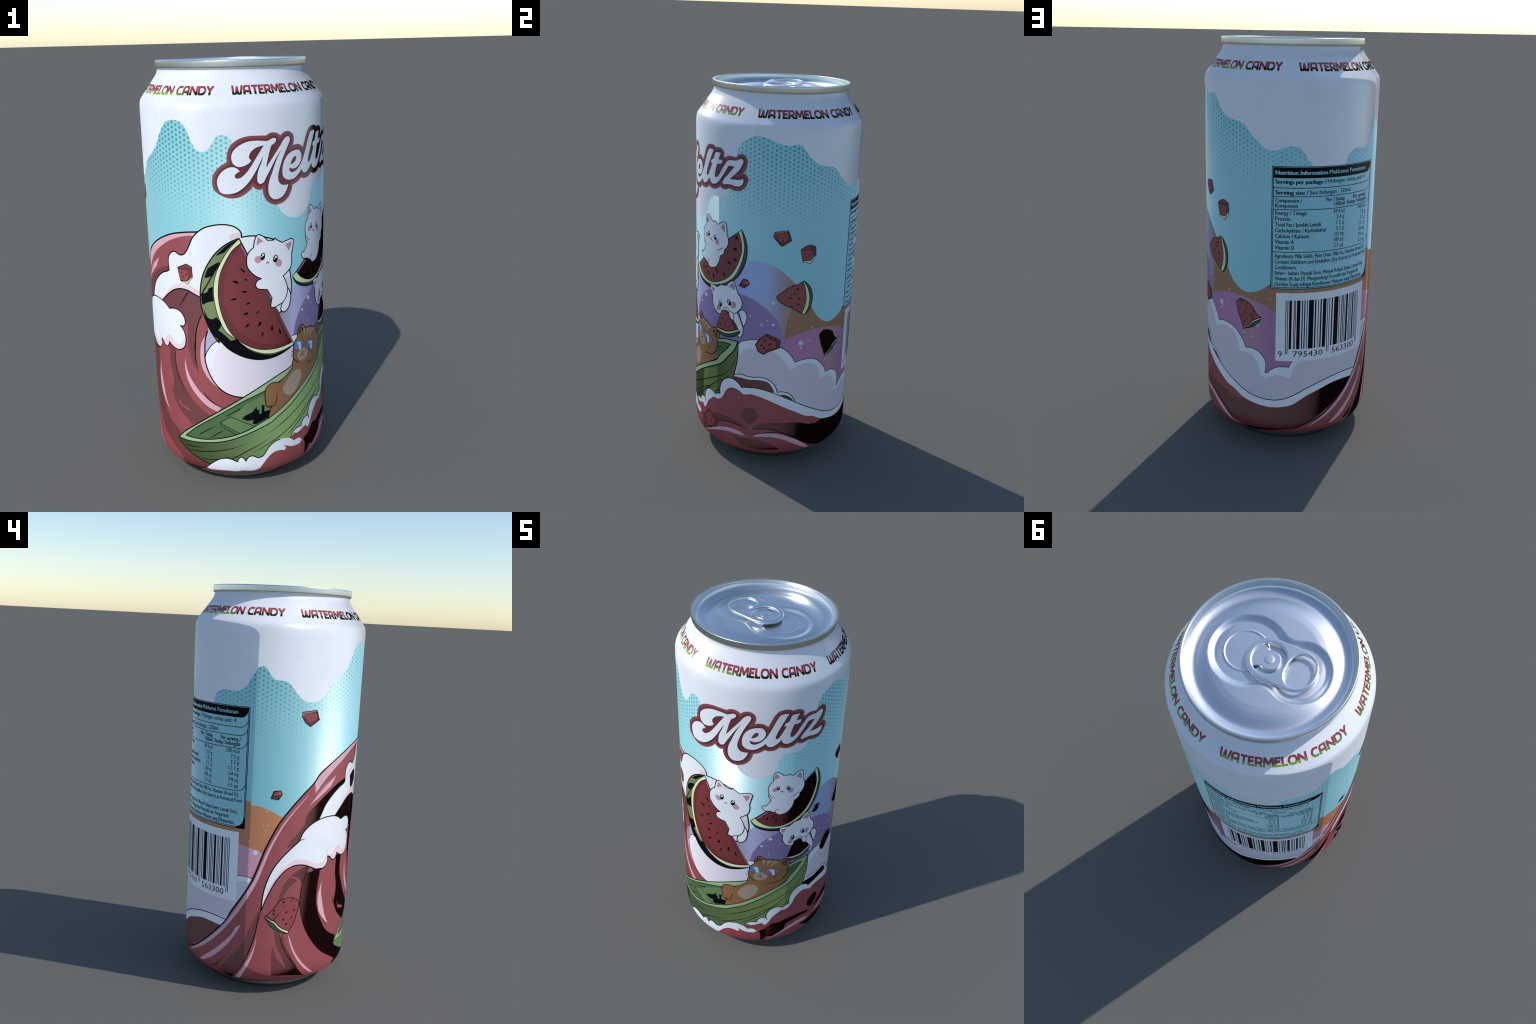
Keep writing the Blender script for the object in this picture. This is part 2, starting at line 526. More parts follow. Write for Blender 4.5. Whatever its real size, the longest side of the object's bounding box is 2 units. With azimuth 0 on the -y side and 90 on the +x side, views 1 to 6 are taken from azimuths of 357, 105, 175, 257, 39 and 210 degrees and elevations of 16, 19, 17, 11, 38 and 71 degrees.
hill.fill("hill_pink", [(-125.1, .7822, 0), (-124.2, .7795), (-115.8, .762), (-109.8, .7479), (-103.8, .7174, 0), (-85, .4, 0), (-124, .4, 0)], 1, part="hill")
hill.fill("hill_purple", [(34.1, .7467), (34.9, .7609), (36.5, .8118), (38.9, .8489), (43.4, .8978), (49.4, .9358), (54.9, .959), (61.9, .9922), (70.1, .9943), (79.8, .9866), (85.7, .9779), (90.5, .964), (96.7, .9381), (102.8, .9005), (107.5, .8556), (110.8, .8016), (112.7, .7507, 0), (118, .5, 0), (22, .5, 0)], 2)
hill.spots("star", [(124.4, .7287, 1.83, -.0018, .09, -.0139), (124.6, .7008, .92, -.0009, .05, -.007), (104.7, .8368, .83, .0002, .03, -.0068), (96.5, .8333, .47, .0003, .01, -.0038), (100.6, .8599, .46, .0002, .02, -.0037), (132.4, .81, .54, -.0007, .03, -.0038), (115.9, .8272, .38, -.0001, .02, -.003), (105.2, .9801, .36, .0001, .01, -.0029), (130.9, .7369, .43, -.0006, .02, -.0031), (132.5, .7307, .44, -.0006, .03, -.0031), (145, .6077, .54, -.0012, .03, -.0033), (151.5, .5945, .64, -.0016, .04, -.0033), (121, .6837, .3, -.0002, .02, -.0023), (86.8, .8106, .39, .0005, .01, -.003), (88.9, .8733, .38, .0004, .01, -.003), (79.5, .8956, .31, .0005, .01, -.0022), (109.7, .8457, .28, 0, .01, -.0022), (116, .7741, .29, -.0001, .01, -.0023), (113.2, .8939, .28, -.0001, .01, -.0022), (135.9, .8638, .34, -.0005, .02, -.0023), (162.5, .8011, .66, -.0017, .05, -.0025), (94.9, 1.0498, .28, .0002, .01, -.0022)], 3, part="star")
hill.spots("star", [(154.7, .6595, 1.15, .0014, 0, -.0085), (165.2, .6648, .36, .0002, .01, -.0028), (145, .6065, .42, .0007, -0, -.0029), (151.1, .5949, .48, .0007, .01, -.0034), (132.4, .8101, .63, .0012, 0, -.0034), (164.1, .7963, .42, .0003, 0, -.0033), (174.8, .8462, .28, 0, .01, -.0022), (182.7, .8433, .28, -.0001, .01, -.0022), (184.1, .8468, .21, -.0001, .01, -.0016), (164, .6356, .29, .0002, 0, -.0023), (153.2, .7991, .23, .0003, 0, -.0017)], 3, part="star")
hill.spots("star", [(-112.7, .7436, 1.65, .0012, .09, -.0127), (-106.8, .9505, .38, .0002, .02, -.0029), (-108.3, .8796, .38, .0002, .02, -.003), (-105.4, .8833, .38, .0002, .02, -.003), (-117.3, .7982, .4, .0004, .02, -.003), (-111, .7772, .29, .0002, .02, -.0022), (-122.6, .6715, .41, .0005, .02, -.003), (-107, .858, .29, .0002, .02, -.0022), (-120.1, .8142, .3, .0003, .02, -.0022), (-109.6, .932, .19, .0001, .01, -.0015), (-105, .7957, .29, .0001, .02, -.0022)], 3, part="star")
hill.spots("star", [(48.9, .9158, 1.41, -.0012, .05, -.0103), (42.9, .8673, .87, .0001, .03, -.0066), (48.1, .8052, .38, -.0003, .02, -.0039), (58.4, .8658, .33, -.0006, .02, -.0032), (56.3, .8674, .26, -.0004, .02, -.0026), (54.8, .8436, .26, -.0004, .01, -.0026), (63.2, .8303, .28, -.0008, .02, -.0027), (46.8, .8982, .19, -.0001, .01, -.002), (60.7, .8317, .21, -.0005, .01, -.002), (48.7, .78, .19, -.0002, .01, -.002), (89.2, .8737, .4, -.002, .04, -.0025), (96.8, .833, .73, -.0041, .11, -.0059), (86.6, .8112, .31, -.0015, .04, -.0022)], 3, part="star")
hill.spots("lavender", [(104.1, .9548, 1.18, .0004, .04, -.0095)], 3, part="star")
hill.build()

# ---------------------------------------------------------------- clouds
def cloud(top, shade, outline_widths=0.0028):
    c = Motif("cloud", 5)
    c.fill("white", top, 0)
    c.fill("cloud_shade" if shade[1] else "lavender", shade[0], 1)
    return c


bank = cloud([(77.7, .5328, 0), (80.5, .7069, 0), (82.1, .7196), (87.1, .7378), (91.9, .7458), (99.5, .7444), (108.9, .7167), (113.7, .6968), (117.7, .6642), (120.8, .6233, 0), (125.1, .6321), (130.9, .6338), (137, .6206), (141.7, .5891), (144.7, .5598), (146.3, .5288, 0), (150.1, .5327), (154.9, .5232), (158.7, .4988), (160.8, .4661), (161, .4429), (160.3, .4129, 0), (161.8, .4098, 0), (164.7, .4317), (168.3, .4458), (172.6, .4505), (176.2, .4472, 0), (177.2, .4659), (178.6, .4803), (200, .56), (218, .575), (234, .57, 0), (236, .2, 0), (200, .1, 0), (150, .1, 0), (102.8, .4045, 0)],
    ([(79.5, .5042, 0), (80.7, .6334, 0), (82.3, .6516), (85.2, .6796), (90.2, .6939), (107.2, .682), (113.1, .6351), (117.3, .5785, 0), (123.7, .6054), (129.8, .6109), (136.1, .5954), (139.8, .5565), (141.5, .4954, 0), (146, .5038), (151, .4945), (154.9, .4651), (156.5, .432), (157, .3942, 0), (161.1, .3813, 0), (165.5, .397), (170.6, .403), (174.2, .3965), (177.1, .3869, 0), (178.4, .4221), (180.4, .4569), (183.2, .4794, 0), (215, .5), (234, .49, 0), (236, .2, 0), (200, .1, 0), (150, .1, 0), (102.8, .4045, 0)], 0))
bank.line(BLACK, [(80.5, .7069), (82.1, .7196), (87.1, .7378), (91.9, .7458), (99.5, .7444), (108.9, .7167), (113.7, .6968), (117.7, .6642), (120.8, .6233, 0), (125.1, .6321), (130.9, .6338), (137, .6206), (141.7, .5891), (144.7, .5598), (146.3, .5288, 0), (150.1, .5327), (154.9, .5232), (158.7, .4988), (160.8, .4661), (161, .4429), (160.3, .4129, 0), (161.8, .4098, 0), (164.7, .4317), (168.3, .4458), (172.6, .4505), (176.2, .4472, 0), (177.2, .4659), (178.6, .4803)], 0.0026, 2)
bank.build()
wisp = cloud([(-125.1, .6132, 0), (-124.3, .6141), (-119.9, .6174), (-115.8, .6141), (-112.7, .6054), (-108.6, .5778, 0), (-90, .2, 0), (-126, .2, 0)], ([(-124.9, .5841, 0), (-119.7, .5922), (-115.6, .5874), (-112.5, .5749, 0), (-90, .2, 0), (-126, .2, 0)], 0))
wisp.line(BLACK, [(-125.1, .6139), (-119.9, .6181), (-115.8, .6141), (-112.7, .6054)], 0.0026, 2)
wisp.build()
puff = cloud([(-23.1, .6657, 0), (-22.5, .6943), (-20.4, .7239), (-17.6, .751), (-14.3, .7703), (-8.5, .7943), (.9, .8079), (20, .7863), (32.5, .7507), (34.9, .756), (38.4, .7515, 0), (43.9, .6059, 0), (33.8, .6062, 0), (.3, .4829, 0), (-13.1, .4978, 0), (-21.9, .5899, 0)],
    ([(34.9, .7204, 0), (7, .7748), (-10.9, .754), (-14.5, .7276), (-16.6, .6962), (-17.4, .6602), (-17.3, .6246, 0), (-20.1, .6275, 0), (-21.1, .6061), (-19.3, .5664), (-15.5, .5329, 0), (-10.5, .4989, 0), (.3, .4829, 0), (33.8, .6062, 0), (39.1, .6177, 0)], 1))
puff.line(BLACK, [(-22.6, .6865), (-22.2, .6995), (-20.4, .7239), (-17.6, .751), (-14.3, .7703)], 0.0032, 2)
puff.line(BLACK, [(31.7, .7497), (34.9, .756), (38.8, .7521)], 0.0026, 2)
puff.build()

# ---------------------------------------------------------------- sea on the right and its foam crests
sea = Motif("sea", 8)
CREST = [(83.8, .4642), (88.9, .4697), (94.8, .4728), (102.6, .4607), (110.3, .4379), (122.1, .3932), (129.5, .3599), (137.9, .3265), (147, .2916), (155.1, .2723), (161.3, .2664), (167.2, .2662), (173, .2745), (179.5, .2947), (186.7, .3248), (196.5, .3545), (206.4, .3754), (215.8, .3835), (229.1, .3761)]
TROUGH = [(85, .4274), (91, .4331), (96.9, .4249), (103.7, .4049), (112.5, .3727), (122.7, .3329), (132.6, .2936), (135.9, .2881), (144.4, .2529), (152, .2371), (159.1, .2276), (165.8, .2254), (172.4, .231), (178.9, .2437), (183.2, .2637), (187.6, .2853), (198.3, .3193), (206.6, .3391), (216.1, .3435), (225.2, .3379)]
sea.fill("red", [(-20, 0.0446, 0), (-20, 0.2, 0), (30, 0.3, 0), (60, 0.42, 0), (82, 0.44)] + TROUGH + [(236, 0.3, 0), (236, 0.0446, 0)], 0)
sea.fill("dark_red", [(92.2, .2247, 0), (94.2, .2462), (97.5, .262), (103.3, .2724), (115, .2715), (126.2, .264), (132.8, .2462), (142.6, .2429), (144.4, .2511, 0), (152, .2371), (159.1, .2276), (165.8, .2254), (172.4, .231), (178.9, .2437), (183.2, .2637), (187.6, .2853), (198.3, .3193), (206.6, .3391), (216.1, .3435), (225.2, .3379, 0), (228.4, .3147, 0), (216.7, .272), (207.3, .2191), (198.9, .1788), (191.2, .1421), (183.8, .1147, 0), (168.8, .0936, 0), (148.1, .063, 0), (139.8, .1021), (130.5, .1369), (122.6, .1748), (115.4, .2065), (107.4, .2293), (99.6, .2346, 0)], 1, part="sea_shadow")
sea.fill("dark_red", [(44.3, .1781, 0), (43.7, .1821), (53.2, .2231), (64.2, .2603), (73.2, .2649), (81.2, .2544), (88.7, .2263, 0), (86.6, .2272), (79, .2372), (70.8, .2333), (63.6, .2159), (51.4, .1645), (45, .095, 0)], 1, part="sea_shadow")
sea.fill("dark_red", [(84, .3014), (85.2, .3325), (89.8, .3519), (94.3, .3429), (95.7, .314), (94.5, .2839), (90.1, .2519, 0), (86.5, .2686)], 1, part="sea_shadow")
sea.fill("dark_red", [(77, .1649, 0), (85.7, .1626), (95.9, .1645), (103.9, .1485), (112, .1117, 0), (100, .1036), (87.7, .1069, 0)], 1, part="sea_shadow")
for w in ([(88.7, .2263), (86.6, .2272), (79, .2372), (70.8, .2333), (62.9, .2137), (51.4, .1629), (45, .098), (30, .075)], [(92.2, .2247), (99.6, .2346), (107.4, .2293), (115.4, .2065), (122.6, .1748), (130.5, .1369), (139.8, .1021)], [(91.1, .1925), (113.4, .2112), (124.4, .178), (131.5, .1427), (137.1, .1094)]):
    sea.line(BLACK, w, 0.0032, 2, part="sea_line", taper=(0.1, 0.1))
sea.fill("pink", [(47.3, .102, 0), (60, .1637), (67.1, .1885), (76.9, .2028), (83.5, .1963), (87.3, .1804, 0), (82.5, .1774), (73.4, .177), (62.9, .1557, 0)], 2, part="sea_glint")
sea.fill("pink", [(92.9, .1821, 0), (95.8, .1979), (103.6, .2076), (113.5, .1906), (122.7, .1577), (132, .1146, 0), (138.6, .0749, 0), (128.7, .1117), (119.7, .1524), (109.6, .1833), (99.8, .1871, 0)], 2, part="sea_glint")
sea.fill("pink", [(95.6, .1991, 0), (109.1, .209), (118.6, .1844), (128, .1449), (134.7, .1014, 0), (130.6, .1064), (121.5, .156), (106.4, .1865, 0)], 2, part="sea_glint")
# far crest with red inside
sea.fill("white", [(77.3, .5078, 0), (77.8, .5288), (82.6, .538), (87.7, .5343), (91.7, .5331), (97.5, .5387), (102.3, .5283), (106.2, .5057), (108.7, .47), (109.1, .4556, 0), (113.1, .4574), (117, .4474), (120.1, .425), (122.1, .3932, 0), (108.4, .4219, 0), (82.8, .4463, 0)], 2, part="foam")
sea.line(BLACK, [(77.2, .5261), (82.6, .538), (87.7, .5343), (91.7, .5331), (97.5, .5387), (102.3, .5283), (106.2, .5057), (108.7, .47), (109.1, .4556, 0), (113.1, .4574), (117, .4474), (120.1, .425), (122.1, .3932)], 0.0034, 4, part="foam")
sea.fill("dark_red", [(76.7, .5027, 0), (77.2, .5118), (82.6, .5181), (88.8, .5158), (96.6, .5205), (102.3, .5124), (105.3, .4856), (107.3, .4524, 0), (99.7, .4655), (92.9, .4691), (83.8, .4561, 0)], 3, part="foam")
sea.fill("dark_red", [(110.7, .4418, 0), (115.1, .438), (118.6, .4222), (121.1, .3975, 0), (116.2, .4157, 0)], 3, part="foam")
# main crest
sea.fill("white", CREST + [(p[0], p[1], 0) if i == 0 else p for i, p in enumerate(TROUGH[::-1])], 4, part="foam")
sea.line(BLACK, CREST, 0.0036, 5, part="foam")
sea.build()

# ---------------------------------------------------------------- the great wave on the left
wave = Motif("wave", 14)
WAVE_BACK = [(160.3, .0703), (176.5, .0928), (183.8, .1147), (191.2, .1421), (-162, .1612), (-152.7, .2088), (-143.8, .2685), (-136.7, .3232), (-130.4, .3798), (-128.2, .4155), (-120.2, .5129), (-114.2, .5964), (-110.3, .6758), (-106.9, .7535), (-102.6, .8303), (-97.4, .9059), (-90.2, .9801), (-82.7, 1.045), (-76.2, 1.0941), (-72.4, 1.1339), (-66.2, 1.1691), (-58.5, 1.2033), (-50.8, 1.2312), (-43, 1.2533), (-33.7, 1.2683), (-23.9, 1.2769)]
WAVE_BACK = [(a if a < 120 else a - 360, z) for a, z in WAVE_BACK]
LIP = [(-20.4, .8164), (-22.2, .7713), (-22.8, .7117), (-23, .676), (-22.2, .641), (-19.8, .5918), (-16.1, .5481), (-11.1, .5144), (-4.8, .4944), (.3, .4881)]
wave.fill("red", [(-150, 0.0446, 0)] + WAVE_BACK + [(-16.1, 1.2779, 0), (-11.6, 1.0957, 0)] + LIP + [(12, 0.3, 0), (12, 0.0446, 0)], 0)
wave.line(BLACK, WAVE_BACK, 0.0056, 3, part="wave_line", taper=(0.2, 0.0))
wave.line(BLACK, LIP, 0.0050, 3, part="wave_line")
# inside of the barrel and the dark flanks
wave.fill("dark_red", [(-57.6, .9107, 0), (-48.7, .9672), (-43.3, .9974), (-38, 1.0091), (-32.6, 1.0071), (-28.2, .9945), (-23.5, .9815, 0), (-22.8, .901, 0), (-26, .868), (-28.2, .8223), (-28.9, .7644), (-28.9, .7246, 0), (-29.3, .7116), (-29.2, .7604), (-29.6, .7093), (-29.2, .6586), (-27.4, .5965, 0), (-30.8, .6358), (-33.5, .6885), (-34.5, .7533, 0), (-33.9, .8371, 0), (-36, .8342, 0), (-40.5, .8185, 0), (-54, .8555, 0)], 1, part="wave_shadow")
wave.fill("dark_red", [(-76, .6815, 0), (-78.8, .6222), (-81, .562), (-81.3, .4923), (-80.1, .4287), (-77.4, .363), (-72, .2926), (-63.3, .2173), (-44.8, .1128), (-46.5, .1133, 0), (-40.9, .0749), (-26.9, .0905, 0), (-24.3, .1287, 0), (-30.1, .1459), (-35.9, .1619), (-41.4, .1849), (-45, .2002, 0), (-46.2, .2305, 0), (-45.5, .252), (-52.6, .2872), (-58, .3182), (-63.2, .3742), (-68.8, .4875), (-68.8, .5698), (-67, .6563, 0), (-84.1, .6337, 0)], 1, part="wave_shadow")
wave.fill("dark_red", [(-52, .7049, 0), (-45.3, .6984, 0), (-45.9, .6505), (-45, .6), (-42.2, .5532), (-38.3, .503), (-33, .4544), (-27.2, .4157), (-21, .3863, 0), (-34, .318, 0), (-38.8, .3461), (-44.8, .3808), (-49.4, .429), (-52.6, .4855), (-51.4, .4454, 0), (-49.3, .5263), (-51.6, .6058, 0)], 1, part="wave_shadow")
wave.fill("red", [(-46.1, .4481, 0), (-43.5, .4221), (-38.2, .4068), (-33.5, .3894, 0), (-40.1, .3947), (-44.6, .4087, 0)], 2, part="wave_shadow")
wave.fill("dark_red", [(-47.6, 1.0962, 0), (-56.1, 1.0762), (-64.5, 1.0388), (-72.7, .9906), (-80.4, .9318), (-81.4, .8737, 0), (-70.9, .9039, 0), (-66.9, .9715), (-62.2, 1.0102), (-57.2, 1.0417), (-52.1, 1.0621), (-47, 1.0758, 0)], 1, part="wave_shadow")
wave.fill("dark_red", [(-69.3, .9418, 0), (-75.1, .9308), (-81.3, .8891), (-85.1, .8532), (-90.8, .8019), (-93, .7721, 0), (-87.6, .7864), (-83.7, .8077), (-78.8, .858), (-69.5, .9043, 0)], 1, part="wave_shadow")
wave.fill("dark_red", [(-76, .6815, 0), (-84.5, .6563), (-90.3, .6201), (-93.9, .5746), (-96.8, .4975, 0), (-94.8, .4898, 0), (-89.9, .5662), (-84, .6101, 0), (-89.3, .6276, 0), (-83.1, .6173), (-80.5, .5772, 0), (-78.8, .6222, 0)], 1, part="wave_shadow")
wave.fill("dark_red", [(-108.5, .4539, 0), (-112.7, .3792), (-116.7, .3031), (-122.4, .2225), (-129.1, .163), (-136, .0946, 0), (-131.6, .0751), (-128.7, .052, 0), (-120.7, .1213), (-116.7, .1764), (-113.1, .2471), (-110.4, .3219), (-108.9, .3917), (-107.2, .4547, 0)], 1, part="wave_shadow")
wave.fill("dark_red", [(-127.4, .2158, 0), (-131.9, .1733), (-143.2, .1031, 0), (-136.9, .1151), (-132.8, .1553, 0)], 1, part="wave_shadow")
wave.fill("dark_red", [(-98.4, .2742, 0), (-96.8, .2333), (-93.2, .1885), (-88.3, .1446, 0), (-91.7, .2072), (-95.8, .2712), (-98, .3495, 0), (-94.8, .3401, 0), (-92.8, .296), (-89.6, .2412), (-84.9, .1844), (-79.1, .13), (-73.5, .0902, 0), (-82.9, .1032), (-98.2, .1091, 0), (-98.9, .2078, 0)], 1, part="wave_shadow")
wave.fill("dark_red", [(-92, .3491, 0), (-90.8, .2954), (-87.5, .237), (-84.2, .1934), (-79.3, .1401, 0), (-82.6, .1632), (-86.8, .2112), (-90.1, .2573), (-92.9, .3086, 0)], 1, part="wave_shadow")
# light edges
BACK_GLINT = [(-170.1, .1122), (-154, .1855), (-143.6, .2479), (-135.2, .3136), (-129, .3729), (-125.4, .4121), (-117.6, .5121), (-111.7, .5986), (-108.1, .6735), (-104.5, .7509), (-100.2, .8236), (-94.9, .8951), (-87.7, .9688), (-80, 1.0331)]
wave.line("pink", BACK_GLINT, 0.019, 2, part="wave_glint", taper=(0.15, 0.5))
wave.fill("pink", [(-75.9, 1.1005, 0), (-69.8, 1.1432), (-66, 1.1652), (-58.6, 1.1997), (-50.8, 1.2278), (-43, 1.2499), (-33.7, 1.2651), (-24.8, 1.2724, 0), (-25.7, 1.2626), (-31.2, 1.2548), (-38, 1.2419), (-45.7, 1.2189), (-52.3, 1.1913), (-60.8, 1.1504), (-68, 1.1026), (-74.9, 1.0398, 0)], 1, part="wave_glint")
wave.fill("pink", [(-58.1, 1.1246, 0), (-63, 1.1052), (-69.1, 1.0652), (-75.2, 1.0121, 0), (-71.9, 1.0461), (-66.7, 1.0853), (-61.5, 1.1123, 0)], 1, part="wave_glint")
wave.fill("pink", [(-58, 1.1195, 0), (-64.7, 1.0876), (-71.6, 1.0402), (-76.9, .9987), (-80.3, .9594, 0), (-78.4, .9808), (-71.4, 1.0216), (-62.4, 1.0709, 0)], 1, part="wave_glint")
wave.fill("pink", [(-22.3, .7876, 0), (-25, .7499), (-26, .7034), (-25.7, .6476), (-23.2, .5989), (-19.3, .5612), (-14.9, .5333), (-9.2, .5056, 0), (-11, .5154), (-16.1, .5481), (-19.8, .5918), (-22.2, .641), (-23, .676), (-22.8, .7117), (-20.7, .7889, 0)], 1, part="wave_glint")
wave.fill("pink", [(-37.3, .666, 0), (-37.1, .631), (-35.1, .5824), (-30.8, .5319), (-25.3, .4872), (-19.9, .4563), (-13.7, .4319, 0), (-16.1, .412, 0), (-22.8, .4347), (-29, .4741), (-34, .5187), (-37.2, .5734), (-38, .6294, 0)], 2, part="wave_glint")
wave.fill("pink", [(-65, .5866, 0), (-64.8, .5272), (-63.2, .4772), (-60.4, .4085), (-55.9, .3462, 0), (-62.3, .3914), (-66.7, .4442), (-67.6, .5189, 0)], 2, part="wave_glint")
wave.fill("pink", [(-121.4, .3613, 0), (-123.2, .3493), (-125.6, .3157), (-130.6, .2687), (-138, .2113), (-145.4, .1638), (-154.1, .1128, 0), (-151.7, .1098, 0), (-143.1, .1469), (-135.9, .1936), (-129.6, .2452), (-124.2, .3053), (-120.5, .3593, 0)], 2, part="wave_glint")
wave.fill("pink", [(-109.1, .3323, 0), (-110.4, .2654), (-113.2, .2058), (-116.6, .1541), (-126, .052, 0), (-121.5, .052, 0), (-114.1, .157), (-111.3, .214), (-109.5, .2787, 0)], 2, part="wave_glint")
wave.fill("pink", [(-88.5, .3322, 0), (-85.5, .2548), (-81.2, .1939), (-75.6, .142), (-69.9, .1063, 0), (-66.6, .1009, 0), (-72.7, .1377), (-78.4, .1845), (-83.3, .2404), (-86.5, .2998, 0)], 2, part="wave_glint")
for w, t in (([(-107.2, .4547), (-108.9, .3917), (-110.4, .3219), (-113.1, .2471), (-116.7, .1764), (-120.7, .1213), (-128.3, .052)], 0.0042), ([(-75.3, .6695), (-78.8, .6222), (-81, .562), (-81.3, .4923), (-80.1, .4287), (-77.4, .363)], 0.0036),
             ([(-94.4, .3401), (-92.8, .296), (-89.6, .2412), (-84.9, .1844), (-79.1, .13), (-71.6, .075)], 0.0036), ([(-45.4, .6904), (-46.1, .6344), (-45.2, .5784), (-41.6, .5172), (-37, .4603)], 0.0034),
             ([(-25, .5085), (-22.5, .4799), (-17.9, .4528), (-11.1, .4332)], 0.0034), ([(-32, .9949), (-34.9, .966), (-38.4, .9268), (-40.5, .8998)], 0.0045), ([(-23.4, .8962), (-26.1, .8549), (-28, .8094), (-29, .751), (-29.3, .7152), (-29.3, .7503), (-29.5, .6685), (-27.9, .6088)], 0.0045),
             ([(-66.7, .6518), (-68.4, .5712), (-68.1, .4897), (-64.7, .4063), (-57.9, .3384)], 0.0026)):
    wave.line(BLACK, w, t, 3, part="wave_line", taper=(0.1, 0.45))
wave.build()

foam = Motif("foam", 18)
FOAM_A = [(-23.9, 1.2769, 0), (-19.8, 1.2968), (-14.8, 1.3082), (-9.5, 1.3136), (-4.8, 1.3106), (-.7, 1.298), (1.5, 1.2813), (2.1, 1.2691), (2.1, 1.2551, 0), (6.9, 1.259), (10.6, 1.2569), (16.6, 1.2465), (23.5, 1.2239), (29.5, 1.1446), (33.4, 1.0381), (33.8, .9861), (31.1, .9303), (26.4, .8944), (24.8, .8816, 0), (18.1, .9568, 0), (1.5, 1.217, 0), (-11.4, 1.1368, 0), (-24.4, .9744, 0), (-28.3, .9859), (-32.6, .9985), (-38.1, 1.0005), (-43.4, .9886), (-48.8, .9627), (-56.4, .9154, 0), (-66.2, .8965, 0), (-71.7, .8996, 0), (-69.3, .9348), (-66.9, .9715), (-63, 1.0065), (-57.8, 1.0383), (-52.7, 1.0603), (-48.8, 1.0709), (-47.3, 1.0795), (-47.4, 1.0901), (-47.7, 1.111), (-47.3, 1.1369), (-45.2, 1.161), (-42.3, 1.1721), (-40.8, 1.1714), (-38.7, 1.1646), (-36.6, 1.1614), (-34.5, 1.1668), (-32.4, 1.1832), (-30.3, 1.2097), (-27.6, 1.2484)]
foam.fill("white", FOAM_A, 0)
foam.fill("pale_pink", [(-56.4, .9163, 0), (-50.5, .9684), (-44.8, 1.0059), (-39.3, 1.0237), (-33.1, 1.0257), (-28.1, 1.0158), (-23.9, 1.0002, 0), (-24.4, .9744, 0), (-28.3, .9859), (-32.6, .9985), (-38.1, 1.0005), (-43.4, .9886), (-48.8, .9627)], 1)
foam.fill("pale_pink", [(-5.3, 1.2547, 0), (-4.5, 1.2666), (-1.3, 1.2749), (1.9, 1.2772, 0), (2.1, 1.2551, 0), (-.4, 1.2458), (-4.1, 1.2385, 0)], 1)
foam.fill("pale_pink", [(29.3, 1.0442, 0), (32, 1.0487), (33.3, 1.0212), (33.6, .9779, 0), (32.6, .9796, 0)], 1)
foam.line(BLACK, FOAM_A, 0.0048, 2, closed=True)
HAND = [(-107.1, .4514, 0), (-106.7, .5097), (-105.6, .5643), (-103.1, .6266), (-99.6, .6809), (-95.1, .7269), (-89.5, .7717), (-84.2, .8079, 0), (-82.9, .8374), (-78, .88), (-70.2, .9086), (-62.5, .9167), (-54.3, .9084), (-49.2, .8872, 0), (-44.4, .8957), (-39.8, .8899), (-36.8, .8682), (-35.9, .8476), (-36.2, .8296), (-37.5, .8196), (-40.1, .8182, 0), (-37.7, .8008), (-36.2, .7722), (-36.1, .7457), (-37.4, .7168), (-40.9, .6971), (-44.1, .6933), (-47.4, .7002), (-51.4, .7166, 0), (-52.1, .7014), (-53.8, .6873), (-56.5, .6886), (-58.7, .7042), (-61.1, .7119, 0), (-60.9, .6846), (-63.6, .659), (-68, .6492), (-73.4, .6551), (-64.6, .654), (-69.8, .654), (-74.7, .669), (-80.5, .6847), (-86.8, .684), (-91.7, .6661), (-97.2, .6205), (-101.7, .5582), (-105.1, .4951)]
foam.fill("white", HAND, 2, part="foam_hand")
foam.fill("pale_pink", [(-107.1, .4514, 0), (-104.4, .5264), (-99.2, .6201), (-93.7, .6739), (-87, .7107), (-79.6, .7109), (-70.1, .6838), (-63.1, .6987), (-62.8, .7526, 0), (-63.3, .7434, 0), (-62.2, .7277), (-56, .7197), (-53.5, .746), (-49.5, .7525), (-45.4, .7247), (-41.4, .7233), (-37.4, .757), (-36.2, .7722, 0), (-36.1, .7457), (-37.4, .7168), (-40.9, .6971), (-44.1, .6933), (-47.4, .7002), (-51.4, .7166, 0), (-52.1, .7014), (-53.8, .6873), (-56.5, .6886), (-58.7, .7042), (-61.1, .7119, 0), (-60.9, .6846), (-63.6, .659), (-68, .6492), (-73.4, .6551), (-64.6, .654), (-69.8, .654), (-74.7, .669), (-80.5, .6847), (-86.8, .684), (-91.7, .6661), (-97.2, .6205), (-101.7, .5582), (-105.1, .4951)], 3, part="foam_hand")
foam.line(BLACK, HAND, 0.0044, 4, part="foam_hand", closed=True)
foam.line(BLACK, [(-84.6, .8095), (-82.2, .8146), (-79.8, .8194)], 0.003, 4, part="foam_hand", taper=(0, .5))
foam.build()

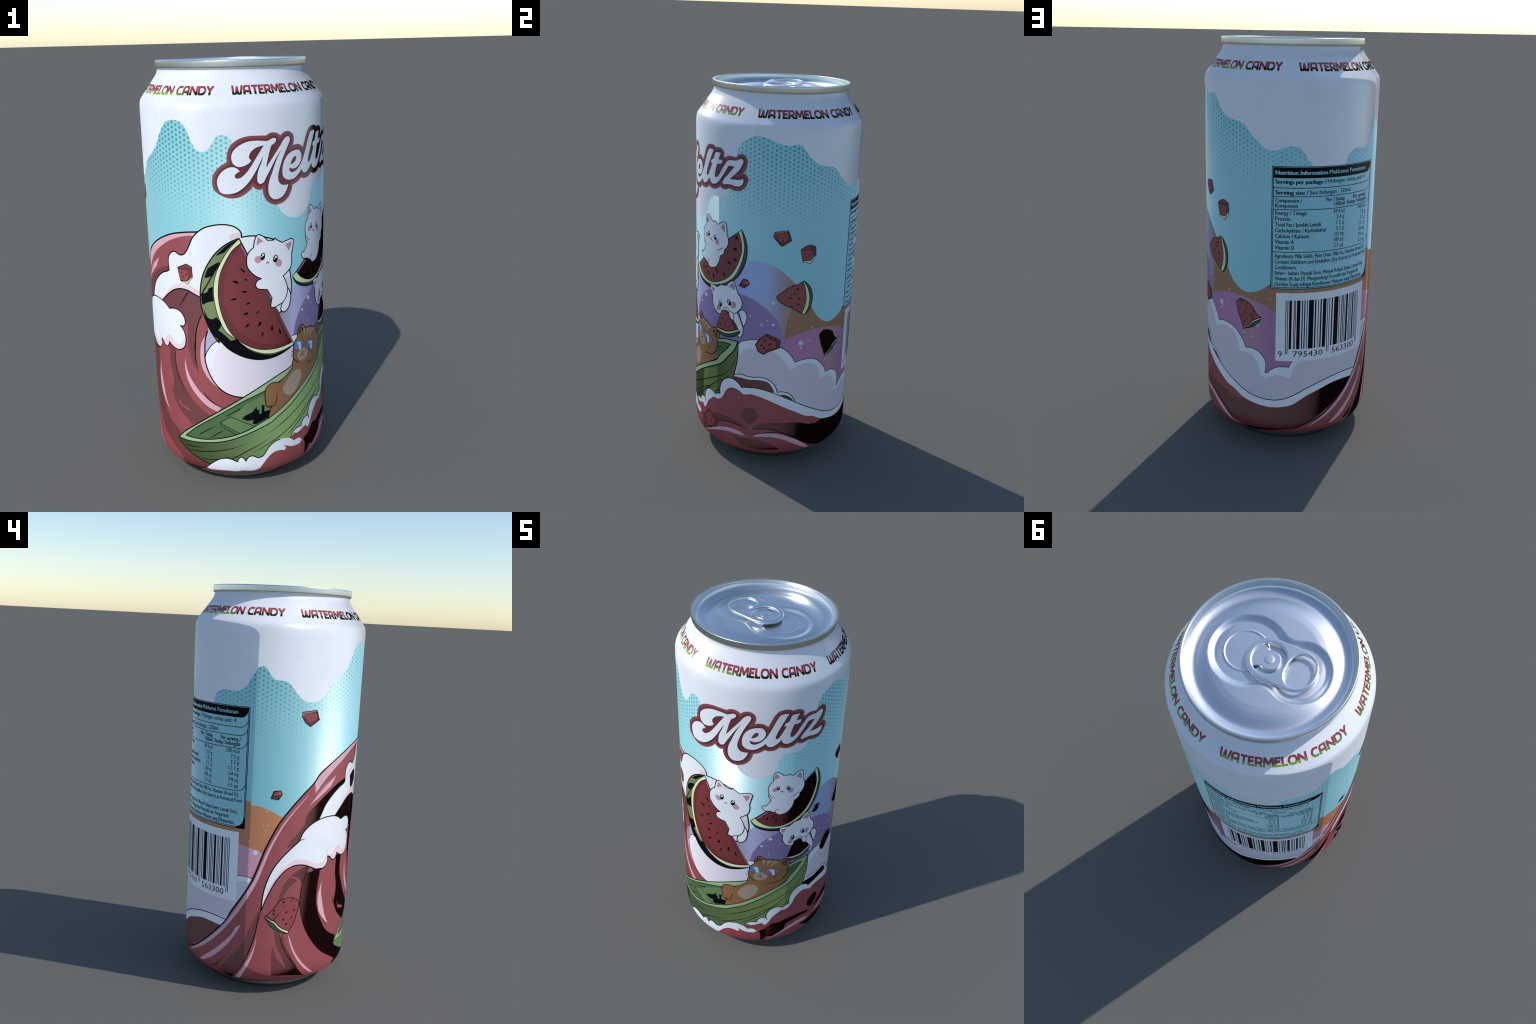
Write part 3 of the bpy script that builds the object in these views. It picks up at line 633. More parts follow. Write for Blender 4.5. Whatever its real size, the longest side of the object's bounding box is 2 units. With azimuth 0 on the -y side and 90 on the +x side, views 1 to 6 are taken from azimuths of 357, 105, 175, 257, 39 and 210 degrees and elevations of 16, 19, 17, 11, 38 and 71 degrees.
# ---------------------------------------------------------------- rowing boat
boat = Motif("boat", 17)
GUNWALE_TOP = [(-47.2, .2255, 0), (-41.2, .2691), (-32.4, .3211), (-21.8, .3801), (-11.4, .4331), (.3, .4881), (12.7, .5408), (23, .5778), (33.9, .6088), (47.4, .6921), (57.2, .6995), (63.7, .7045), (71.2, .7174), (80.2, .7196, 0)]
GUNWALE_LOW = [(80.2, .7196, 0), (77.8, .6708), (72.2, .6175), (66.5, .5676), (58.8, .5322), (50.5, .4966), (40.7, .4507), (30.8, .401), (20.3, .3541), (19, .3473), (10.7, .3215), (2.1, .2966), (-7.7, .2689), (-14.3, .2552), (-22.6, .2432), (-31.5, .2327), (-39.9, .2255), (-47.2, .2255, 0)]
INNER_LOW = [(74.6, .6942, 0), (70, .6502), (64.7, .6082), (63, .5852), (55.3, .5467), (47.1, .5108), (37.3, .4638), (27.3, .4148), (19, .3793), (10.8, .3482), (2.2, .3154), (-7.6, .2877), (-16.9, .2694), (-26.8, .2557), (-34.5, .2513), (-40.5, .2488, 0)]
INNER_TOP = [(-40.5, .2488, 0), (-32.5, .3046), (-21.8, .364), (-11.5, .4145), (.2, .4673), (14.6, .5125), (25.2, .548), (33.8, .5776), (50.7, .6754), (62.4, .6805), (67.7, .6921), (74.6, .6942, 0)]
boat.fill("boat_green", GUNWALE_LOW[::-1] + [(80.5, .6755), (80.1, .6186), (78.6, .5548), (77, .5087), (72.5, .4628, 0), (66, .3795, 0), (61.5, .3548, 0), (51.3, .3291, 0), (42.9, .2744, 0), (32.1, .2329, 0), (20.3, .2251, 0), (11.7, .1662, 0), (6.2, .1616, 0), (-9.1, .155, 0), (-22.3, .124, 0), (-23.3, .1256, 0), (-30.1, .1459), (-35.9, .1619), (-41.4, .1849), (-45, .2002), (-47.5, .2242, 0)], 0, part="hull")
boat.fill("boat_light", GUNWALE_TOP + GUNWALE_LOW[1:-1], 1, part="gunwale")
boat.fill("boat_dark", INNER_TOP + INNER_LOW[1:-1], 2, part="boat_inside")
boat.fill("boat_mid", [(-13.8, .3604, 0), (-7.8, .3892, 0), (2.7, .4556, 0), (14.5, .4969, 0), (19, .3793, 0), (6.8, .3335, 0)], 3, part="boat_inside")
boat.fill("boat_mid", [(-14.8, .357, 0), (-7.8, .3892, 0), (6.8, .3362, 0), (-2.7, .3038, 0)], 4, part="seat")
boat.fill("boat_dark", [(-14.8, .357, 0), (-2.7, .3038, 0), (-5, .296, 0), (-14.2, .3388, 0)], 4, part="seat")
boat.line(BLACK, [(6.8, .3362), (-7.8, .3892, 0), (-14.8, .357, 0), (-14.2, .3388, 0), (-5, .296)], 0.0026, 5, part="seat")
boat.line(BLACK, [(-14.8, .357), (-2.7, .3038)], 0.0022, 5, part="seat")
boat.fill(BLACK, [(-1.1, .3782, 0), (1.2, .3932), (5.8, .4114), (8.4, .4382, 0), (9.3, .4162), (10.7, .4227, 0), (10.4, .3965), (11.6, .3979, 0), (11.7, .4399, 0), (13.6, .4377, 0), (13.3, .4064, 0), (17.4, .4085, 0), (16.9, .3747, 0), (7.5, .3435, 0), (5.6, .3506, 0), (6.3, .3686, 0), (2.4, .366, 0)], 4, part="boat_inside")  # view-dependent dark shading drawn as a fixed black patch
for w, t in ((GUNWALE_TOP, .0044), (GUNWALE_LOW, .0040), (INNER_TOP, .0036), (INNER_LOW, .0040)):
    boat.line(BLACK, w, t, 5, part="boat_line")
boat.line(BLACK, [(-47.5, .2242), (-45, .2002), (-41.4, .1849), (-35.9, .1619), (-30.1, .1459), (-23.3, .1256)], 0.0040, 2, part="boat_line")
boat.line(BLACK, [(80.2, .7196), (80.5, .6755), (80.1, .6186), (78.6, .5548), (77, .5087)], 0.0040, 2, part="boat_line")
for w in ([(-39.8, .181), (-32.7, .1834), (-22.9, .1957), (-14.5, .2087), (-6.5, .2255), (2, .2481)], [(-41.5, .1992), (-33.3, .2043), (-26, .212)], [(-29.9, .1469), (-23.1, .1526), (-17.5, .1596), (-11.4, .1722), (-4.8, .182)], [(-30.5, .2686), (-24.3, .3044), (-17.6, .3362)], [(-11.7, .3881), (-3.8, .421), (4.6, .4518)], [(-3.1, .4367), (-2.2, .4155), (-1.4, .3888)], [(4.7, .4674), (5.2, .4434), (5.5, .417)], [(-20.5, .3521), (-19.6, .337)], [(-21.7, .2682), (-16.8, .2966), (-12, .3185)],
          [(13.4, .281), (20.3, .3049), (29.1, .3401), (37.6, .3755), (45.8, .4093), (54.1, .4439), (60.9, .4728), (71.1, .5227), (76.6, .5816), (80.1, .6533)], [(4.9, .1983), (12.6, .2212), (20.3, .2473), (29.2, .2812), (37.7, .3191), (46, .3646), (54.4, .3993), (64.7, .462), (68.6, .4777), (73.4, .5151), (77.6, .5582)], [(27.5, .2468), (36.1, .2873), (44.4, .3352), (54.4, .3918), (64.9, .4244)], [(-15.7, .1402), (-4.8, .1789), (2.2, .2091), (11, .2395), (17.7, .2666)], [(60.1, .3845), (64.3, .4041), (69, .4324)],
          [(63, .6551), (65.4, .6617), (68.3, .6645)], [(63.2, .6162), (65.4, .6186)]):
    boat.line(BLACK, w, 0.0034, 3, part="boat_line", taper=(0.15, 0.35))
boat.build()

# foam that washes against the hull
wash = Motif("foam", 22)
WASH_A = [(-26, .102, 0), (-22.8, .1255), (-19.2, .1476), (-16.2, .1612), (-13.4, .1678), (-10.8, .1693), (-8.2, .1638), (-4.7, .1519, 0), (-4, .1649), (-2.9, .174), (-1.6, .1755), (-.3, .1677), (.7, .1534, 0), (1.9, .1685), (3.4, .1776), (5.2, .179), (6.7, .1741), (8.2, .1671), (10.2, .1667), (16.5, .2176), (20.3, .2368), (23.9, .242), (27.5, .2392), (31, .2305), (34.6, .2081, 0), (38, .213), (40.4, .2043), (41.5, .1926), (40.1, .1825), (34.6, .1805), (31.1, .1873), (27.6, .2002), (24.7, .2029, 0), (26.9, .1986), (28.1, .1855), (27.2, .1777), (24, .1832), (19.5, .1813), (15.7, .1632), (9.5, .0995), (9.8, .1032), (6.3, .0923), (1.7, .0945), (-.5, .0992), (-5.1, .093), (-9.6, .096), (-18.9, .0943), (-23.8, .0934)]
wash.fill("white", WASH_A, 0)
wash.line(BLACK, WASH_A[:22], 0.0042, 1)
WASH_TOP = [(31.7, .2335), (34.4, .2625), (37.8, .2713), (41.2, .2707, 0), (41.9, .2899), (44.5, .3067), (47.9, .3063), (49.2, .289, 0), (48.2, .3121), (49.2, .3469), (51.7, .3726), (55.2, .3828), (58.9, .3795), (61.4, .3687, 0), (63.2, .382), (65.8, .385, 0), (65.7, .4157), (66.3, .4421), (68.6, .4746), (72.2, .4952), (77.1, .5004), (80.6, .4875), (84.2, .4603, 0)]
WASH_LOW = [(84.7, .4246, 0), (81.6, .4443), (74.8, .4436), (70.8, .4158), (68.7, .3824), (66.6, .3613), (62.2, .3464), (60.9, .3484), (56.2, .3261), (52.7, .2999), (49.9, .2609), (47.9, .2464), (46.4, .2493), (45.8, .263, 0), (43, .257), (39.6, .247), (36.2, .2449), (34.5, .2547, 0)]
wash.fill("white", WASH_TOP + [(87.3, .4275, 0)] + WASH_LOW, 0)
wash.line(BLACK, WASH_TOP, 0.0040, 1)
wash.build()

# ---------------------------------------------------------------- tabby cat lying in the boat
tabby = Motif("cat", 23)
BODY = [(34.9, .639, 0), (33.8, .6205), (34, .5964, 0), (28.8, .5641), (23.9, .5392, 0), (21.7, .5438), (17.7, .5407), (15.5, .5296), (14.2, .5085), (14, .4789), (14.5, .4483), (14.7, .4343), (16.2, .4234), (18.4, .4255, 0), (17.3, .407), (16.2, .377), (15.8, .3636, 0), (27.3, .4148), (37.3, .4638), (47.1, .5108), (55.3, .5467), (63, .587, 0), (62.5, .6253, 0), (47.5, .6579, 0)]
tabby.fill("fur_brown", BODY, 0, part="torso")
tabby.line(BLACK, BODY[:-2], 0.0034, 1, part="torso")
tabby.fill("fur_tan", [(26.2, .498), (28.2, .5275), (31.8, .5583), (35.4, .575), (38.7, .5774), (41, .5621), (41.4, .5375), (39.2, .501), (36, .4737), (33, .4595), (30, .4622), (27.2, .4788)], 1, part="torso")
tabby.line(BLACK, [(22.2, .4881), (21.8, .4577), (21.3, .4382), (20.3, .4277), (18.4, .4237)], 0.0030, 1, part="arm", taper=(.2, 0))
for w in ([(16.4, .4333), (17, .4241)], [(18.3, .4341), (18.6, .4261)]):
    tabby.line(BLACK, w, 0.0026, 1, part="arm")
HEAD = [(34.5, .6386), (34.5, .6626), (34.7, .6902), (35.8, .7216), (38.3, .7401, 0), (38.5, .7602), (39.7, .7839), (41.2, .7974, 0), (42.8, .7942), (44.8, .7806), (46.2, .77, 0), (48.3, .7704), (50.9, .767), (53.5, .7596), (56.4, .7481, 0), (58.8, .755), (61.9, .7579), (64, .7523, 0), (64.5, .7289), (64, .7068), (63, .6925, 0), (62.5, .6736), (62.5, .6494), (61.7, .6307), (59.4, .6085), (56.4, .5974), (52.4, .5867), (46.5, .5891), (41.9, .6009), (38, .6172), (35.3, .6342)]
tabby.fill("fur_brown", HEAD, 2, part="head")
tabby.line(BLACK, HEAD[:-6], 0.0034, 3, part="head")
tabby.line(BLACK, [(34.5, .6386), (35.3, .6342), (37.6, .6169), (40.3, .606)], 0.0032, 3, part="head", taper=(0, .4))
tabby.line(BLACK, [(47.2, .5746), (50.5, .5839), (54.4, .5906), (59.8, .6076), (62.1, .6333)], 0.0030, 3, part="head", taper=(.4, 0))
tabby.line(BLACK, [(47, .5896), (49.8, .5865), (52.4, .5859)], 0.0028, 3, part="head", taper=(.3, 0))
for e in ([(39.6, .7524, 0), (40.4, .7742), (41.6, .7843, 0), (43.5, .7676, 0), (41.4, .7611)], [(58, .7333, 0), (60.3, .74), (62.5, .743, 0), (62.3, .7215), (60.9, .7015, 0)]):
    tabby.outlined("ear_brown", e, width=0.0026, level=3, part="ear")
for s in ([(43.9, .7642, 0), (46.7, .7649, 0), (45.5, .7504), (44.7, .7256, 0), (44.1, .7442)], [(47.8, .7623, 0), (51.4, .7589, 0), (49.1, .7414), (47.4, .7192, 0), (47.3, .7427)], [(52.5, .7559, 0), (56.2, .7451, 0), (52.7, .7306), (49.8, .7121, 0), (50.9, .7362)]):
    tabby.fill("fur_tan", s, 3, part="stripe")
tabby.spots("fur_tan", [(43, .6442, 4.98, .0006, .11, -.0304)], 3, part="muzzle")
tabby.fill(BLACK, [(41.9, .6581, 0), (43.8, .6561, 0), (42.7, .6488, 0)], 4, part="nose")
tabby.line(BLACK, [(40.3, .6492), (41.1, .6426), (42.2, .646), (42.7, .6512, 0), (42.9, .6391), (43.7, .6362), (44.6, .6394)], 0.0024, 4, part="nose")
for g in ([(35.8, .7233, 0), (44.1, .7073, 0), (43.2, .6905), (41.6, .6735, 0), (39.1, .6712), (36.8, .6767), (34.7, .685, 0)], [(47.3, .7024, 0), (57.4, .682, 0), (56.4, .6634), (54.1, .6451, 0), (51.5, .6453), (48.8, .6535), (45.9, .6657, 0), (46.3, .6827, 0)]):
    tabby.fill("lens", g, 4, part="sunglasses")
    tabby.line(BLACK, g, 0.0014, 5, part="sunglasses", closed=True)
for g in ([(38.8, .7168, 0), (40.9, .7141, 0), (41.6, .6735, 0), (39.7, .6725, 0)], [(50.4, .6928, 0), (52.6, .6902, 0), (53.3, .6462, 0), (51.5, .647, 0)], [(37.4, .7194, 0), (38.5, .7167, 0), (38.9, .6931, 0)], [(48.9, .696, 0), (49.9, .6933, 0), (50.4, .669, 0)]):
    tabby.fill("glint", g, 5, part="sunglasses")
for w in ([(52.4, .6303), (55.9, .6317)], [(52.6, .6249), (55.4, .6203)], [(52.8, .6193), (54.3, .6099)], [(34.3, .6727), (32.8, .6812)], [(34.3, .6641), (32.7, .664)], [(34.1, .6538), (32.4, .6568)]):
    tabby.line(BLACK, w, 0.0024, 4, part="whisker", taper=(0, .4))
tabby.build()

# ---------------------------------------------------------------- watermelon slices
def slice_motif(level, rind_dark, rind, flesh, seeds, line=0.0042, flesh_ink="flesh", rind_ink="rind_green", inner=None):
    s = Motif("watermelon_slice", level)
    s.outlined(rind_ink, rind_dark, width=line, level=0, part="rind")
    s.fill("rind", rind, 2, part="rind")
    s.line(BLACK, rind, line * 0.55, 3, part="rind", closed=True)
    s.fill(flesh_ink, flesh, 3, part="flesh")
    if inner:
        s.fill("flesh", inner, 4, part="flesh")
    s.line(BLACK, flesh, line * 0.55, 4, part="flesh", closed=True)
    s.spots(BLACK, seeds, 5, part="seed", shape=teardrop)
    return s


big = slice_motif(20,
    [(.6, 1.2504, 0), (-5.7, 1.2306), (-12.2, 1.1939), (-17.9, 1.1391), (-21.7, 1.0835), (-23.8, 1.0193), (-24.2, .964), (-23.3, .9134), (-21.3, .8677), (-17.6, .8052), (-13.3, .7637), (-13.6, .7731), (-8.1, .7345), (-2, .704), (4.2, .6838), (10.5, .6724), (17.7, .6707), (24.7, .6806), (34.9, .7101, 0)],
    [(.6, 1.2495, 0), (-5.8, 1.1983), (-10.9, 1.137), (-14.5, 1.0701), (-15.6, 1.0112), (-15.1, .9481), (-12.8, .8764), (-8.7, .8127), (-3, .7792), (3.7, .7344), (11.8, .703), (19.8, .6918), (27, .6971), (34.9, .7101, 0), (34.7, .7208, 0), (1.8, 1.229, 0)],
    [(1.8, 1.229, 0), (-3.2, 1.198), (-7.1, 1.1535), (-11.1, 1.0875), (-12.6, 1.0206), (-12.4, .9491), (-9.5, .8644), (-5, .7998), (1.9, .7546), (9.5, .7255), (17.5, .7147), (26.1, .7151), (33.9, .7251, 0)],
    [(2.1, 1.1046, 1.34, -.0096, -.46, -.0039), (-2.3, 1.052, 1.99, -.0055, -.27, -.0059), (3.8, 1.0604, 1.12, -.0029, -.14, -.0035), (2.8, 1.0045, 1.76, -.0008, -.02, -.0054), (-3.7, .9707, 1.91, .0017, .07, -.0054), (4.8, .948, 1.41, .0037, .23, -.0048), (3.3, .8994, 1.53, .0048, .3, -.0055), (10.6, .9023, 1.03, .0058, .31, -.0032), (4, .8425, 1.26, .0091, .48, -.0042), (11.6, .8443, 1.07, .0119, .7, -.0041), (19.5, .8183, -.24, -.0147, -.82, .0016), (24.8, .7945, .48, -.0139, -.78, -.0003), (13.2, .792, .57, .0109, .53, -.0021)],
    0.0048, "flesh_dark", inner=[(1.2, 1.209, 0), (-3.9, 1.1614), (-7.9, 1.0877), (-9.4, 1.0128), (-8.7, .937), (-5.2, .8645), (1, .8028), (9.6, .7583), (19.9, .7379), (30.7, .7299, 0), (14.8, 1.0025, 0)])
for p in ([(.1, 1.2457, 0), (-6.3, 1.2226), (-11.2, 1.19), (-13.7, 1.1712, 0), (-8.5, 1.1861, 0), (-4.2, 1.2183, 0)], [(-18.4, 1.1142, 0), (-15.2, 1.1298), (-11.4, 1.1451, 0), (-14.1, 1.0993), (-14.9, 1.0874, 0), (-17.8, 1.073), (-21, 1.0664, 0), (-19.9, 1.0928, 0)], [(-23.1, .9923, 0), (-19.3, 1.0054), (-18.6, 1.0183), (-15.8, 1.0271, 0), (-16, .9858), (-15.6, .9598, 0), (-19.6, .9523), (-22.9, .9386, 0), (-23.7, .9644, 0)],
          [(-22.5, .9269, 0), (-21.1, .8979), (-19.5, .8775), (-16.7, .874), (-14.5, .8866, 0), (-11.8, .8423), (-13.6, .8223, 0), (-10.4, .8038), (-6.2, .7716, 0), (-3, .7768), (3.7, .7309), (11.8, .6994), (19.8, .6882), (27, .6946), (34.8, .7092, 0), (24.7, .6806), (17.7, .6707), (10.5, .6724), (4.2, .6838), (-2, .704), (-8.1, .7345), (-13.6, .7731), (-17.6, .8052), (-21.3, .8677, 0)]):
    big.fill(BLACK, p, 1, part="rind")
big.fill("flesh_edge", [(1.9, 1.227, 0), (35, .7229, 0), (32.8, .7304, 0), (22.7, .8954, 0), (1.5, 1.2129, 0)], 4, part="flesh")
big.build()

second = slice_motif(17,
    [(34.9, 1.0448, 0), (35.6, 1.0301), (37.8, 1.0072), (41.5, .99), (46.1, .9783), (50.5, .973), (54.9, .9707), (62, .9797), (68.7, .9959), (75.6, 1.0437), (80.7, 1.0882), (84.6, 1.1563), (85.5, 1.2285), (84.1, 1.2772), (81.4, 1.3184, 0), (69.9, 1.2484, 0), (54.3, 1.1652, 0)],
    [(34.9, 1.0448, 0), (37.8, 1.0179), (41.4, 1.0038), (46, .9938), (51, .9887), (55.4, .9891), (63.5, 1.004), (70.2, 1.0284), (76.2, 1.0662), (80, 1.1152), (82.7, 1.1755), (83.6, 1.236), (82.5, 1.2833), (81.4, 1.3178, 0), (79.9, 1.3098, 0), (69.9, 1.2484, 0), (54.3, 1.1652, 0), (37, 1.057, 0)],
    [(37.9, 1.0606, 0), (40.4, 1.0388), (44.4, 1.0174), (49.1, 1.0043), (53.8, 1.0008), (58.5, 1.0055), (65, 1.0248), (71.7, 1.0571), (76.9, 1.1059), (80.2, 1.1619), (81.9, 1.2196), (81, 1.2688), (79.4, 1.3017, 0), (69.9, 1.2484, 0), (54.3, 1.1652, 0)],
    [(45.9, 1.0565, .74, .009, .48, -.0039), (50, 1.0706, .44, .01, .52, -.0029), (52.1, 1.0442, .05, .0117, .63, -.0014), (57.8, 1.0421, .57, -.0136, -.7, -.0014), (61.6, 1.0723, 1.01, -.0123, -.53, -.0031), (68.1, 1.0682, 1.31, -.0076, -.2, -.0058), (72, 1.1372, 1.69, -.0065, -0, -.0065), (77, 1.1588, 1.47, -.0024, .27, -.0066), (76.8, 1.2137, 1.42, .0027, .59, -.0074), (77.6, 1.2725, .28, .0112, .73, -.0039)],
    0.0034, rind_ink="deep_green")
second.fill(BLACK, [(35.9, 1.0319, 0), (37.8, 1.0133), (41.5, .9976), (46.1, .9861), (51, .9809), (55.5, .9798, 0), (54.9, .9707), (50.5, .9737), (46.1, .979), (41.5, .9905), (37.8, 1.0078, 0)], 2, part="rind")
second.fill("flesh_edge", [(38.1, 1.0591, 0), (45.6, 1.1061, 0), (46.8, 1.1026, 0), (39.7, 1.0583, 0)], 4, part="flesh")
second.build()

# ---------------------------------------------------------------- small watermelon pieces floating about
def wedge(level, flesh, rind, dark, seeds, lines=(), line=0.0028):
    s = Motif("watermelon_wedge", level)
    s.outlined("deep_green", dark, width=line, level=0, part="rind")
    s.outlined("rind", rind, width=line, level=1, part="rind")
    s.outlined("flesh_bright", flesh, width=line, level=2, part="flesh")
    for w in lines:
        s.line(BLACK, w, line, 3, part="flesh", taper=(0, .3))
    s.spots(BLACK, seeds, 3, part="seed", shape=teardrop)
    s.build()


wedge(17, [(106.2, .9898, 0), (111.1, 1.0193), (114.7, 1.0406), (119.3, 1.0499), (123.8, 1.0655, 0), (125.7, 1.0203), (126.6, .9681), (125.4, .9246), (123.8, .8938, 0), (118.1, .922), (111.5, .946), (107.7, .9681)],
    [(122.5, 1.0619, 0), (124.4, 1.0687, 0), (128.3, 1.0107), (129.2, .9582), (128, .9147), (125.7, .8855, 0), (123.8, .8938, 0), (125.4, .9246), (126.6, .9681), (125.7, 1.0203, 0)], [(124.4, 1.0687, 0), (129.2, 1.0319), (131.1, .9858), (130.4, .9346), (128.1, .8996), (125.7, .8855, 0), (128, .9147), (129.2, .9582), (128.3, 1.0107, 0)],
    [(120.2, 1.0276, .9, .0046, .35, -.0037), (118.3, 1.0044, .82, .0043, .29, -.0031), (115.3, .982, 1, .0011, .1, -.0037), (121.4, .9756, 1.1, .0016, .18, -.0044), (120.9, .9464, 1.02, -.0034, -.17, -.0041), (116.6, .9374, .81, -.0026, -.14, -.0034)])
wedge(17, [(138.9, .7615, 0), (142.1, .7792, 0), (147.6, .7696), (151.6, .7497, 0), (153.1, .7264), (157.1, .7, 0), (151.9, .6797, 0), (147.6, .6481), (144.3, .6352, 0), (142.1, .6761), (140.3, .7072, 0), (139.8, .7291, 0), (138.8, .7471, 0)],
    [(144.3, .6352, 0), (148.5, .6522), (151.9, .6808, 0), (157.3, .7003, 0), (157.3, .6918, 0), (152.4, .6719, 0), (148.4, .6436), (144.3, .6271, 0)], [(144.3, .6255, 0), (148.4, .6436), (152.4, .6719, 0), (157.3, .6918, 0), (154.7, .6634), (150.1, .6403, 0)],
    [(141.6, .7254, .41, -.0037, -.38, -.002), (145.8, .718, .38, -.0038, -.37, -.002), (143, .693, .4, -.0038, -.38, -.0021), (147.6, .6851, .38, -.0038, -.35, -.0019), (145.4, .6656, .14, -.0048, -.42, -.0012), (147.4, .7609, .37, -.0038, -.35, -.0019), (152.4, .7283, .35, -.0039, -.33, -.0018), (152.6, .71, .36, -.0039, -.33, -.0018)],
    ([(142.1, .7792), (143.4, .7689), (144.8, .7599)], [(146.1, .7506), (147.6, .7376)], [(151.9, .6808), (151, .6983), (149.4, .7205)]))
wedge(19, [(-104.1, .4218, 0), (-98.1, .4742), (-94.4, .5092), (-90.5, .5201), (-85.9, .52, 0), (-81.9, .4928), (-82.2, .4617), (-83.5, .4314), (-84.3, .4004), (-88.1, .3474, 0), (-93.3, .3648), (-98.1, .4001, 0), (-100.6, .4051, 0)],
    [(-104.4, .4178, 0), (-103.2, .4262, 0), (-98.1, .4001, 0), (-93.3, .3648), (-87.9, .3473, 0), (-88.5, .335, 0), (-93.7, .353), (-98.3, .3868, 0), (-102.5, .4069, 0)], [(-104.1, .4141, 0), (-98.3, .3868, 0), (-93.7, .353), (-88.5, .335, 0), (-95.2, .3453), (-100.3, .3724, 0)],
    [(-92.6, .4974, .66, .0044, .42, -.0036), (-85.3, .4559, .57, .005, .42, -.0027), (-90.4, .4463, .59, .0039, .42, -.0037), (-98.5, .4547, .74, .0036, .33, -.004), (-98.8, .4367, .79, .0001, .04, -.0062), (-86.8, .4175, .49, .0046, .42, -.0027), (-92.4, .4077, .54, .0053, .41, -.0026), (-90.1, .3836, .55, .0052, .5, -.0032)],
    ([(-85.9, .52), (-87.3, .5075), (-88.8, .4964)], [(-91.2, .4854), (-93.1, .4625)], [(-98.3, .3923), (-96.8, .4276), (-94.1, .447)]))


def chunk(level, body, face, seeds, lit=None, rind=None, line=0.0026, edges=()):
    """A bitten cube of fruit: dark outline body, lighter front face, a lit edge, maybe some rind."""
    s = Motif("watermelon_chunk", level)
    s.outlined("flesh_dark", body, width=line, level=0)
    s.fill("flesh_bright", face, 1)
    s.line(BLACK, face, line * 0.7, 3, closed=True)
    if lit:
        s.fill("flesh_edge", lit, 2)
    if rind:
        s.outlined("rind", rind, width=line * 0.7, level=2)
    for w in edges:
        s.line(BLACK, w, line * 0.7, 3)
    s.spots(BLACK, seeds, 3, part="seed", shape=teardrop)
    s.build()


chunk(21, [(-39.6, 1.1005, 0), (-32.9, 1.1234, 0), (-29.1, 1.1114, 0), (-28.9, 1.0656, 0), (-32.4, 1.0285, 0), (-37.7, 1.0394, 0)], [(-39.6, 1.0943, 0), (-31.8, 1.0973, 0), (-31.3, 1.0676), (-32.9, 1.0415, 0), (-38, 1.0411, 0)], [(-36.8, 1.0807, .39, -.0039, -.37, -.0017), (-33.5, 1.073, .4, -.0043, -.36, -.0016), (-35.7, 1.0596, .33, .0037, .4, -.001)],
      rind=[(-37.7, 1.0394, 0), (-32.9, 1.0406, 0), (-29, 1.0676, 0), (-29, 1.0622, 0), (-32.5, 1.0284, 0)], edges=([(-31.8, 1.0973), (-29.2, 1.1105)],))
chunk(17, [(103.4, 1.3222, 0), (112.4, 1.3318, 0), (114.7, 1.2815, 0), (108.9, 1.2522, 0), (107, 1.261, 0), (102.9, 1.2996, 0)], [(104.1, 1.3135, 0), (112.1, 1.3246, 0), (112.8, 1.2874, 0), (111, 1.2727, 0), (107.4, 1.2668, 0), (104.2, 1.3011, 0)], [(106.6, 1.3046, .61, .0024, .17, -.0027), (110.2, 1.3145, .53, .0016, .13, -.0025), (108.8, 1.2941, .52, .0001, .01, -.0029), (110.8, 1.2965, .43, .0012, .11, -.0021), (109, 1.2783, .59, .0018, .14, -.0027)],
      lit=[(103.4, 1.3211, 0), (112.2, 1.3307, 0), (112, 1.325, 0), (104.1, 1.3142, 0), (104.1, 1.3022, 0), (103, 1.3008, 0)], edges=([(112.8, 1.2874), (114.7, 1.2815)], [(107.4, 1.2668), (107.1, 1.2611)]))
chunk(17, [(121.2, 1.2295, 0), (123.1, 1.2423), (128.2, 1.2539, 0), (131.8, 1.2408, 0), (132.2, 1.1965, 0), (128.5, 1.1578, 0), (123, 1.1697, 0)], [(121.2, 1.2271, 0), (129.2, 1.2279, 0), (130.1, 1.2053), (128.7, 1.174, 0), (122.9, 1.1744, 0)], [(124, 1.2115, .5, -.0033, -.19, -.0017), (127.4, 1.2028, .23, -.0051, -.32, -.0003), (125.3, 1.1892, .28, .0039, .34, -.0016)],
      rind=[(122.9, 1.1732, 0), (128.5, 1.1729, 0), (131.6, 1.1981, 0), (132.2, 1.1941, 0), (128.5, 1.1583, 0), (123.3, 1.1672, 0)], edges=([(129.2, 1.2279), (131.6, 1.2409)],), lit=[(121.4, 1.2236, 0), (125.4, 1.2249), (128.9, 1.2275, 0), (126, 1.2268, 0), (122, 1.2249, 0)])
chunk(17, [(93, .7201, 0), (95.7, .7531, 0), (100.7, .7847, 0), (108.7, .7588, 0), (109.9, .7473, 0), (109.4, .7091, 0), (102.5, .6885, 0), (98.7, .6694, 0), (95, .6835, 0)], [(93.3, .7188, 0), (95.9, .751, 0), (99.8, .7774, 0), (104.1, .7542, 0), (107.4, .745, 0), (107.1, .7051, 0), (101.5, .6996, 0), (98.7, .6724, 0), (95.3, .6853, 0)], [(99.2, .7466, .79, .0043, .3, -.0038), (97.2, .72, .96, .0036, .21, -.0042), (102.8, .7285, .99, .0043, .25, -.0041), (98.9, .7057, .87, .0032, .21, -.0042), (106, .7546, .71, -.002, -.14, -.0036)],
      edges=([(107.5, .7449), (109.9, .7511)], [(100.5, .7777), (104.1, .758)]))
